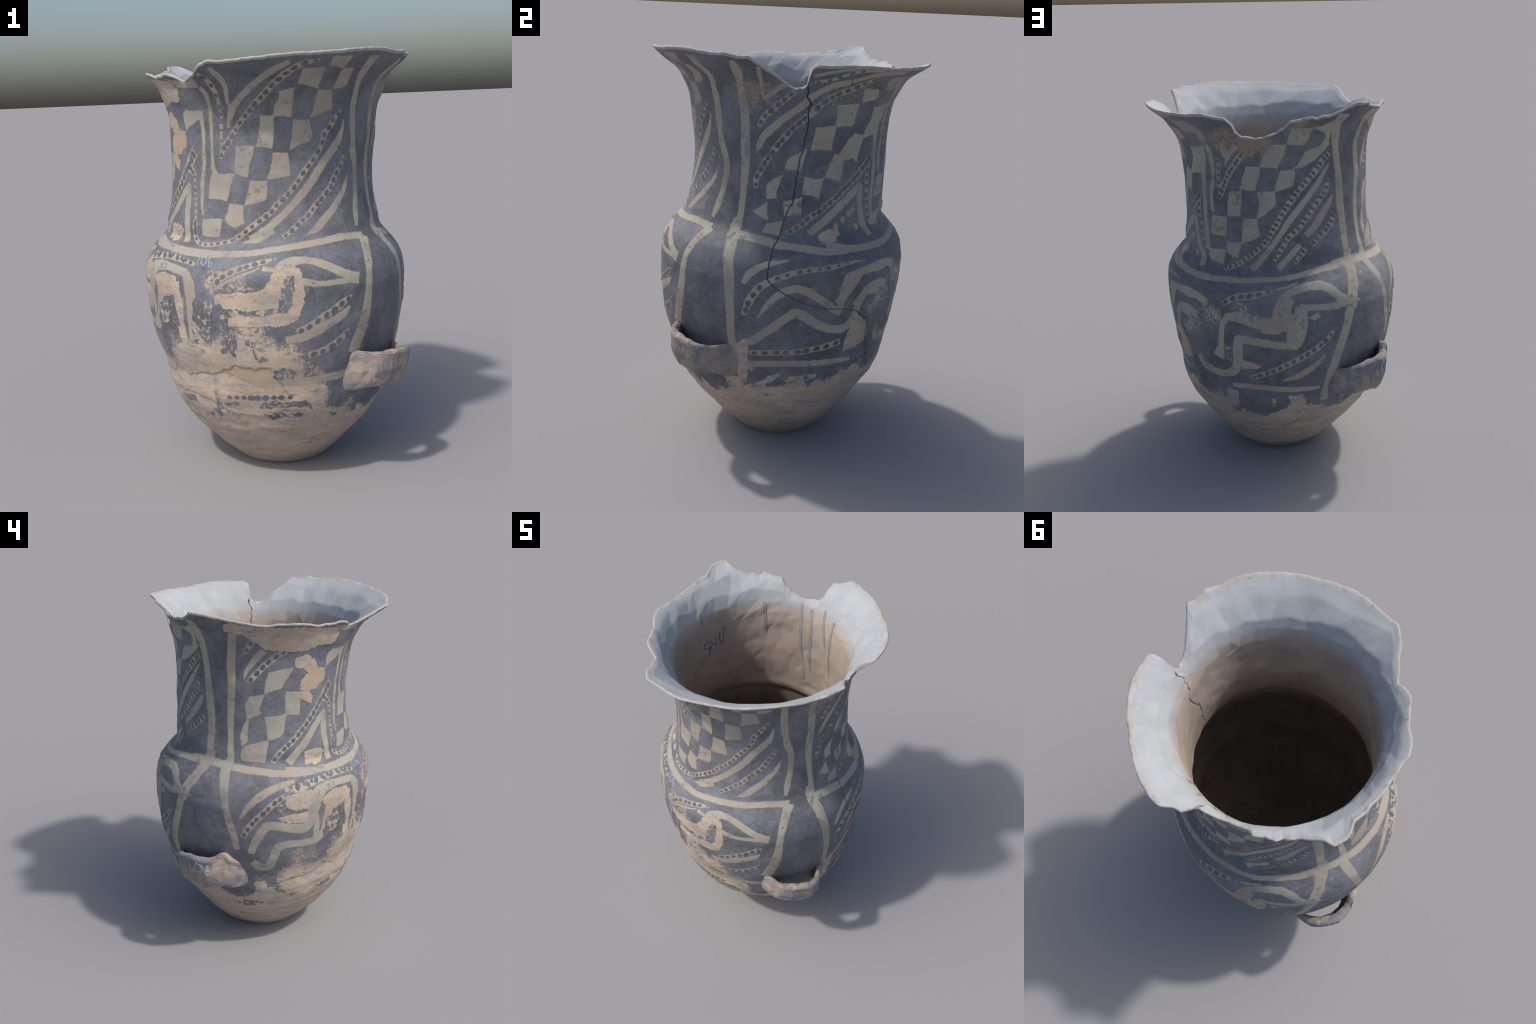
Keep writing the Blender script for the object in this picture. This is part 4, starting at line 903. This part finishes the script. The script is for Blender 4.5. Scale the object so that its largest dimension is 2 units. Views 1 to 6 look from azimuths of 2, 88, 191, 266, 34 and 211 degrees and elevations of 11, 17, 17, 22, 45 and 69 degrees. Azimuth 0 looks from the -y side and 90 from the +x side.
cream_patch([(12.6, 1.707), (20.8, 1.704), (21.6, 1.671), (22.7, 1.637), (20.9, 1.615), (16.7, 1.606), (10.7, 1.583), (11.8, 1.636), (12.4, 1.674)])
cream_patch([(340.5, 1.599), (350.8, 1.599), (349.5, 1.564), (347.7, 1.525), (346.3, 1.468), (343.3, 1.474), (338.9, 1.484), (339.6, 1.543)])
cream_patch([(1.2, 1.567), (8.9, 1.563), (9.9, 1.525), (10.4, 1.468), (5.0, 1.461), (357.8, 1.454), (359.8, 1.494), (0.9, 1.533)])
cream_patch([(348.0, 1.445), (357.1, 1.441), (357.0, 1.399), (356.4, 1.365), (351.7, 1.352), (344.4, 1.340), (346.3, 1.384)])
cream_patch([(323.7, 1.474), (331.5, 1.476), (338.7, 1.481), (337.0, 1.452), (334.9, 1.407), (333.5, 1.364), (328.8, 1.369), (321.9, 1.371), (322.5, 1.422)])
cream_patch([(335.3, 1.344), (343.5, 1.338), (343.2, 1.294), (343.5, 1.263), (338.8, 1.242), (335.3, 1.254), (333.2, 1.284), (334.8, 1.313)])
cream_patch([(318.4, 1.271), (330.2, 1.276), (330.1, 1.241), (329.3, 1.200), (325.2, 1.197), (318.1, 1.200), (318.2, 1.236)])
cream_patch([(308.9, 1.767), (315.4, 1.756), (321.9, 1.761), (320.9, 1.727), (316.1, 1.722), (311.2, 1.705), (305.3, 1.673), (306.6, 1.717)])
cream_patch([(302.4, 1.915), (310.9, 1.900), (318.5, 1.891), (324.6, 1.902), (324.5, 1.868), (317.1, 1.869), (310.4, 1.870), (308.5, 1.889)])
cream_patch([(265.9, 1.672), (271.9, 1.684), (280.7, 1.693), (278.7, 1.667), (275.2, 1.621), (273.3, 1.591), (268.3, 1.580), (263.8, 1.562), (264.1, 1.618)])
cream_patch([(254.1, 1.541), (263.0, 1.556), (261.2, 1.515), (260.1, 1.480), (260.9, 1.452), (256.4, 1.437), (253.4, 1.421), (252.6, 1.463), (252.0, 1.498)])
cream_patch([(276.6, 1.565), (285.9, 1.558), (285.7, 1.501), (285.1, 1.439), (280.6, 1.443), (276.2, 1.447), (276.7, 1.495), (276.1, 1.538)])
cream_patch([(263.9, 1.431), (270.1, 1.436), (277.1, 1.446), (275.6, 1.406), (275.2, 1.351), (272.5, 1.329), (266.0, 1.311), (265.2, 1.369)])
cream_patch([(252.7, 1.411), (254.2, 1.415), (253.5, 1.360), (253.7, 1.305), (250.6, 1.276), (249.5, 1.323), (250.5, 1.372)])
cream_patch([(253.1, 1.278), (257.5, 1.290), (265.6, 1.304), (264.9, 1.260), (263.6, 1.193), (257.1, 1.199), (251.4, 1.203), (250.4, 1.222), (251.1, 1.256)])
clay_patch([(281.6, 1.747), (288.5, 1.763), (294.4, 1.736), (296.7, 1.712), (299.4, 1.670), (304.4, 1.673), (304.7, 1.609), (298.1, 1.570), (292.0, 1.564), (285.4, 1.571), (285.6, 1.627), (291.4, 1.662), (287.1, 1.688), (281.4, 1.699)])
orange_patch([(285.9, 1.564), (292.0, 1.567), (295.2, 1.528), (294.3, 1.490), (288.4, 1.509), (285.6, 1.536)])
orange_patch([(290.9, 1.719), (295.6, 1.717), (299.4, 1.670), (304.1, 1.672), (304.0, 1.610), (298.1, 1.573), (292.4, 1.570), (288.0, 1.597), (291.5, 1.648), (287.5, 1.687)])
clay_patch([(243.0, 1.936), (246.9, 1.944), (254.9, 1.935), (266.7, 1.926), (282.7, 1.925), (295.6, 1.908), (306.7, 1.898), (308.1, 1.870), (307.6, 1.813), (299.2, 1.817), (293.8, 1.794), (282.3, 1.782), (277.6, 1.788), (273.1, 1.787), (266.4, 1.794), (262.8, 1.803), (259.3, 1.827), (255.6, 1.854), (249.8, 1.879), (248.5, 1.882), (241.5, 1.884)])
cream_patch([(306.5, 1.756), (319.6, 1.764), (318.5, 1.729), (312.0, 1.704), (306.1, 1.681), (305.1, 1.715)])
clay_patch([(288.2, 1.234), (293.3, 1.240), (297.3, 1.247), (302.9, 1.214), (301.6, 1.188), (300.4, 1.159), (287.9, 1.167)])
cream_patch([(124.3, 1.852), (133.6, 1.845), (135.7, 1.803), (131.4, 1.797), (126.5, 1.788)])
cream_patch([(135.8, 1.896), (147.7, 1.906), (152.5, 1.867), (149.8, 1.847), (139.5, 1.844)])
cream_patch([(113.3, 1.775), (124.9, 1.779), (124.9, 1.734), (124.4, 1.681), (118.6, 1.681), (114.0, 1.680), (114.3, 1.725)])
cream_patch([(137.4, 1.759), (146.9, 1.759), (148.1, 1.684), (146.0, 1.627), (135.2, 1.633), (137.0, 1.680), (137.6, 1.716)])
cream_patch([(103.6, 1.672), (114.0, 1.680), (113.3, 1.630), (112.6, 1.573), (106.7, 1.577), (101.8, 1.572), (102.7, 1.625)])
cream_patch([(126.2, 1.641), (133.2, 1.628), (131.5, 1.587), (129.7, 1.510), (127.1, 1.529), (122.9, 1.544), (124.0, 1.591)])
cream_patch([(90.6, 1.534), (99.1, 1.575), (98.1, 1.524), (96.8, 1.477), (92.3, 1.481), (88.3, 1.473), (88.7, 1.510)])
cream_patch([(115.2, 1.547), (122.1, 1.544), (120.6, 1.485), (119.6, 1.425), (114.7, 1.436), (110.5, 1.444), (112.6, 1.500)])
cream_patch([(78.6, 1.394), (82.3, 1.429), (86.7, 1.449), (85.2, 1.401), (84.0, 1.371), (84.5, 1.343), (79.3, 1.337)])
cream_patch([(99.5, 1.444), (104.5, 1.432), (109.5, 1.438), (108.3, 1.393), (107.5, 1.345), (102.8, 1.361), (98.2, 1.367)])
cream_patch([(72.6, 1.272), (75.5, 1.294), (79.5, 1.321), (79.4, 1.286), (80.5, 1.240), (76.6, 1.255)])
cream_patch([(88.4, 1.326), (97.9, 1.349), (97.4, 1.310), (97.9, 1.275), (93.4, 1.269), (89.4, 1.259), (88.9, 1.291)])
cream_patch([(80.3, 1.225), (88.9, 1.239), (87.2, 1.176), (78.4, 1.184), (79.1, 1.204)])
clay_patch([(109.0, 1.179), (113.6, 1.200), (118.4, 1.194), (120.6, 1.177), (119.0, 1.154), (115.3, 1.137), (111.6, 1.131), (108.8, 1.144), (107.7, 1.162)])
cream_patch([(128.4, 1.290), (130.8, 1.291), (131.6, 1.272), (130.3, 1.258), (128.4, 1.273)])
cream_patch([(121.4, 1.247), (123.5, 1.249), (124.3, 1.229), (123.3, 1.215), (121.4, 1.230)])
cream_patch([(117.5, 1.219), (119.5, 1.221), (120.4, 1.201), (119.2, 1.188), (117.6, 1.201)])
cream_patch([(125.7, 1.274), (128.0, 1.276), (128.7, 1.256), (127.5, 1.243), (125.6, 1.257)])
cream_patch([(132.4, 1.203), (135.1, 1.203), (135.8, 1.183), (133.6, 1.172), (132.3, 1.186)])
cream_patch([(199.5, 1.881), (209.7, 1.868), (208.4, 1.834), (206.0, 1.793), (201.9, 1.796), (197.2, 1.801), (198.1, 1.840)])
cream_patch([(187.2, 1.797), (196.3, 1.796), (195.7, 1.750), (191.9, 1.682), (187.8, 1.687), (182.7, 1.688), (185.0, 1.739)])
cream_patch([(207.4, 1.757), (215.0, 1.777), (221.3, 1.787), (219.1, 1.760), (212.2, 1.712), (207.1, 1.687), (201.5, 1.676), (204.3, 1.708)])
cream_patch([(174.9, 1.682), (182.7, 1.686), (181.8, 1.636), (179.5, 1.571), (175.5, 1.570), (171.6, 1.570), (172.7, 1.619)])
cream_patch([(193.9, 1.664), (201.1, 1.668), (201.3, 1.627), (200.3, 1.595), (196.5, 1.578), (190.7, 1.566), (192.1, 1.617)])
cream_patch([(164.4, 1.550), (171.5, 1.559), (171.7, 1.515), (170.5, 1.436), (167.0, 1.432), (162.8, 1.429), (163.4, 1.489)])
cream_patch([(181.6, 1.558), (190.3, 1.563), (190.9, 1.508), (189.1, 1.482), (184.5, 1.443), (180.9, 1.432), (182.1, 1.494)])
cream_patch([(151.9, 1.416), (161.9, 1.419), (161.3, 1.374), (160.6, 1.323), (155.1, 1.319), (149.8, 1.321), (150.5, 1.374)])
cream_patch([(172.8, 1.418), (180.3, 1.421), (180.7, 1.389), (181.8, 1.337), (177.7, 1.315), (171.4, 1.294), (172.2, 1.358)])
cream_patch([(161.9, 1.287), (171.2, 1.295), (169.9, 1.262), (168.4, 1.214), (165.1, 1.216), (161.8, 1.240)])
cream_patch([(147.0, 1.230), (154.7, 1.240), (160.5, 1.243), (159.0, 1.200), (158.3, 1.168), (153.6, 1.173), (147.6, 1.182)])
cream_patch([(140.7, 1.756), (149.4, 1.773), (148.7, 1.705), (145.5, 1.641), (139.6, 1.630), (132.3, 1.617), (136.6, 1.690)])
cream_patch([(124.1, 1.625), (133.2, 1.618), (130.6, 1.546), (124.3, 1.522), (118.0, 1.539)])
cream_patch([(209.9, 1.875), (214.9, 1.877), (220.4, 1.899), (221.0, 1.856), (220.5, 1.785), (215.0, 1.777), (218.3, 1.813), (217.7, 1.846)])
clay_patch([(5.0, 1.092), (9.0, 1.083), (11.5, 1.058), (11.1, 1.039), (7.8, 1.038), (4.6, 1.048)])
clay_patch([(295.6, 0.971), (305.9, 1.000), (313.9, 1.003), (314.4, 0.960), (311.4, 0.926), (302.6, 0.918), (295.5, 0.920)])
clay_patch([(269.4, 0.923), (276.7, 0.937), (286.0, 0.934), (285.4, 0.890), (282.1, 0.874), (273.1, 0.893)])
clay_patch([(274.2, 1.039), (283.6, 1.058), (289.1, 1.049), (286.6, 0.963), (279.2, 0.948), (274.1, 0.985)])
clay_patch([(333.4, 0.956), (340.2, 0.968), (349.3, 0.978), (354.6, 0.986), (358.3, 1.026), (1.5, 1.071), (5.0, 1.091), (9.0, 1.083), (11.5, 1.057), (11.0, 1.035), (9.3, 1.019), (11.7, 0.986), (11.3, 0.919), (9.8, 0.870), (7.1, 0.836), (1.9, 0.823), (354.0, 0.821), (343.0, 0.817), (339.4, 0.818), (339.6, 0.855), (336.2, 0.918)])
dark_patch([(296.7, 0.401), (310.2, 0.421), (311.3, 0.393), (301.2, 0.379)])
dark_patch([(330.4, 0.424), (337.3, 0.443), (339.7, 0.433), (332.9, 0.410)])
dark_patch([(349.3, 0.718), (353.4, 0.711), (355.9, 0.665), (351.0, 0.656)])
dark_patch([(25.6, 0.367), (29.5, 0.359), (29.8, 0.329), (27.1, 0.335)])
dark_patch([(12.9, 0.441), (16.2, 0.424), (15.6, 0.402), (13.5, 0.409)])
dark_patch([(36.0, 0.394), (41.6, 0.388), (43.6, 0.336), (37.3, 0.344)])
dark_patch([(346.9, 0.770), (351.6, 0.757), (350.1, 0.726), (346.0, 0.739)])
dark_patch([(340.0, 0.803), (342.7, 0.775), (340.9, 0.666), (338.1, 0.694)])
clay_patch([(301.8, 1.874), (309.8, 1.869), (307.4, 1.809), (298.2, 1.805), (292.9, 1.812)])
cream_patch([(191.2, 1.041), (194.6, 1.073), (199.0, 1.090), (197.2, 1.059), (195.6, 1.028), (195.4, 0.990), (197.6, 0.969), (200.3, 1.008), (204.0, 1.012), (203.0, 0.967), (203.2, 0.924), (200.9, 0.853), (198.7, 0.786), (194.7, 0.794), (194.7, 0.855), (195.3, 0.906), (191.9, 0.876), (189.5, 0.868), (184.2, 0.872), (182.6, 0.943), (188.5, 0.947), (189.7, 0.995)])
dark_patch([(322.4, 0.934), (327.6, 0.932), (332.8, 0.930), (330.8, 0.810), (328.5, 0.730), (324.3, 0.716), (319.6, 0.716), (320.7, 0.804)])
dark_patch([(335.0, 0.903), (342.7, 0.893), (342.6, 0.864), (338.9, 0.854), (338.6, 0.772), (337.3, 0.686), (334.3, 0.698), (334.8, 0.814)])
dark_patch([(342.7, 0.901), (350.3, 0.896), (0.2, 0.907), (358.8, 0.875), (350.2, 0.867), (342.6, 0.868)])
dark_patch([(3.9, 1.038), (7.9, 1.043), (7.5, 0.979), (6.4, 0.915), (4.0, 0.877), (0.8, 0.889), (1.7, 0.967)])
dark_patch([(296.4, 0.867), (307.7, 0.912), (311.6, 0.842), (312.1, 0.781), (307.3, 0.803), (295.0, 0.751)])
dark_patch([(351.4, 0.442), (359.2, 0.457), (6.8, 0.450), (12.1, 0.454), (15.4, 0.416), (8.4, 0.418), (359.1, 0.422), (350.2, 0.411)])
dark_patch([(351.5, 0.380), (358.1, 0.386), (2.0, 0.361), (356.1, 0.347)])
dark_patch([(5.3, 0.384), (10.1, 0.390), (13.1, 0.368), (7.8, 0.358)])
dark_patch([(252.2, 0.348), (259.1, 0.349), (264.5, 0.331), (257.1, 0.299), (251.2, 0.293)])
dark_patch([(357.7, 0.609), (2.7, 0.624), (8.2, 0.605), (6.1, 0.569), (358.2, 0.563)])
clay_patch([(70.0, 0.655), (75.5, 0.688), (76.1, 0.640), (74.5, 0.577), (75.4, 0.511), (73.5, 0.441), (69.6, 0.434), (70.1, 0.570)])
clay_patch([(77.2, 0.420), (85.3, 0.480), (90.7, 0.493), (88.3, 0.464), (83.2, 0.422)])
clay_patch([(125.1, 0.713), (127.1, 0.788), (134.4, 0.739), (138.9, 0.629), (131.2, 0.591), (123.4, 0.585), (123.5, 0.652)])
cream_patch([(216.6, 1.054), (222.5, 1.025), (228.7, 1.003), (224.8, 0.992), (218.7, 0.986), (217.0, 1.009)])
cream_patch([(173.6, 0.694), (178.4, 0.690), (182.9, 0.672), (180.9, 0.657), (173.2, 0.644)])
cream_patch([(204.3, 0.948), (207.8, 0.973), (209.2, 0.950), (206.6, 0.935)])
clay_patch([(195.5, 0.495), (202.8, 0.499), (205.1, 0.444), (202.2, 0.379), (197.7, 0.404)])
dark_patch([(222.4, 0.411), (232.8, 0.441), (235.9, 0.432), (227.4, 0.388)])
orange_patch([(332.0, 0.585), (335.7, 0.599), (340.3, 0.626), (345.6, 0.628), (350.6, 0.617), (356.7, 0.624), (357.2, 0.575), (1.0, 0.551), (2.4, 0.501), (354.9, 0.513), (344.6, 0.553), (339.3, 0.573)])
clay_patch([(291.0, 0.479), (311.5, 0.529), (327.4, 0.552), (334.8, 0.559), (344.4, 0.544), (359.4, 0.501), (353.3, 0.493), (333.7, 0.496), (317.3, 0.480), (297.6, 0.447)])
mark('light_blue', [(322.08, 1.113), (322.96, 1.077)])
mark('light_blue', [(324.88, 1.114), (324.01, 1.099), (325.16, 1.083), (326.92, 1.080), (327.49, 1.095), (326.50, 1.112), (324.88, 1.114)])
mark('light_blue', [(328.17, 1.115), (328.77, 1.093), (329.24, 1.077), (330.90, 1.078), (330.65, 1.094), (328.88, 1.094)])

# ------------------------------------------------------------------ marks on handle and inside
def handle_mark(colour, pts):
    ribbon('inscription', [(a, z, .0062) for a, z in pts], MAT[colour], GRIPS[1], lambda z, a: handle_outer(1, a, z),
           .0006, .0065, .004, False)
handle_mark('light_blue', [(232.8, .641), (232.5, .602)])
handle_mark('light_blue', [(235.7, .652), (234.3, .618), (235.6, .593), (237.7, .611), (237.9, .641), (235.7, .652)])
handle_mark('light_blue', [(240.2, .640), (238.9, .605), (239.1, .584), (241.0, .591), (240.5, .610), (239.1, .603)])
handle_mark('yellow', [(230.9, .576), (230.7, .534)])
handle_mark('yellow', [(233.1, .576), (232.2, .547), (233.2, .534), (234.6, .563), (234.2, .581), (233.1, .576)])
handle_mark('yellow', [(236.1, .585), (234.9, .555), (235.2, .539), (236.6, .556), (236.2, .568), (235.2, .557)])

from mathutils.bvhtree import BVHTree
def interior_surface():
    me = PARTS['interior'].data
    n = len(me.vertices); co = np.empty(n*3, np.float32); me.vertices.foreach_get('co', co)
    tree = BVHTree.FromPolygons([tuple(v) for v in co.reshape(-1, 3)], [tuple(p.vertices) for p in me.polygons])
    def surf(z, az):
        z, az = np.broadcast_arrays(np.asarray(z, float), np.asarray(az, float))
        out = np.empty(z.shape)
        for i, (a, h) in enumerate(zip(az.ravel(), z.ravel())):
            t = math.radians(a); d = Vector((math.sin(t), -math.cos(t), 0))
            hit = tree.ray_cast(Vector((0, 0, h)), d, 2)
            out.ravel()[i] = hit[3] if hit[0] is not None else float(wall(np.array(h), np.array(a))) - .03
        return out
    return surf
INSIDE = interior_surface()
def inside_ribbon(name, pts, mat):
    ribbon(name, pts, MAT[mat], PARTS['interior'], INSIDE, .0015, -.0016, .006, False)
for run in ([(208.2, 1.80, .020), (208, 1.705, .020), (207.9, 1.597, .015)],
            [(183.5, 1.815, .016), (182.2, 1.71, .018), (182.3, 1.587, .017), (179.6, 1.299, .012)],
            [(175.9, 1.80, .022), (173.7, 1.686, .022), (175.3, 1.461, .020), (174.1, 1.369, .010)],
            [(165.5, 1.825, .016), (163.1, 1.711, .018), (160.7, 1.61, .010)],
            [(155.5, 1.80, .016), (155.4, 1.68, .017), (156, 1.553, .014), (155.9, 1.43, .008)],
            [(254.1, 1.82, .010), (254.4, 1.749, .007)]):
    inside_ribbon('slip_drip', run, 'drip')
for run in ([(236.7, 1.673), (239.2, 1.571)], [(240.3, 1.648), (241.3, 1.596), (240, 1.569)],
            [(244, 1.624), (243.6, 1.573), (247.1, 1.586), (247.8, 1.621)],
            [(249.1, 1.608), (253.7, 1.610), (255.2, 1.590), (250.7, 1.570), (248.8, 1.588)],
            [(249.4, 1.582), (249.4, 1.545), (251.6, 1.514)]):
    inside_ribbon('inscription', [(a, z, .006) for a, z in run], 'blue')

# the comb teeth, too small to pick apart singly, as one piece
if COMB:
    V = np.array([v.co for v in DISC.vertices]); polys = [tuple(p.vertices) for p in DISC.polygons]
    allv, allf = [], []
    for M in COMB:
        b = len(allv); m = np.array(M)
        allv += (V @ m[:3, :3].T + m[:3, 3]).tolist()
        allf += [tuple(i + b for i in f) for f in polys]
    o = add_object('comb_teeth', mesh_from('comb_teeth', allv, allf, False), PARTS['neck'], MAT['dot'])
    o['kind'] = 'stuff'
bpy.data.objects.remove(DOT)
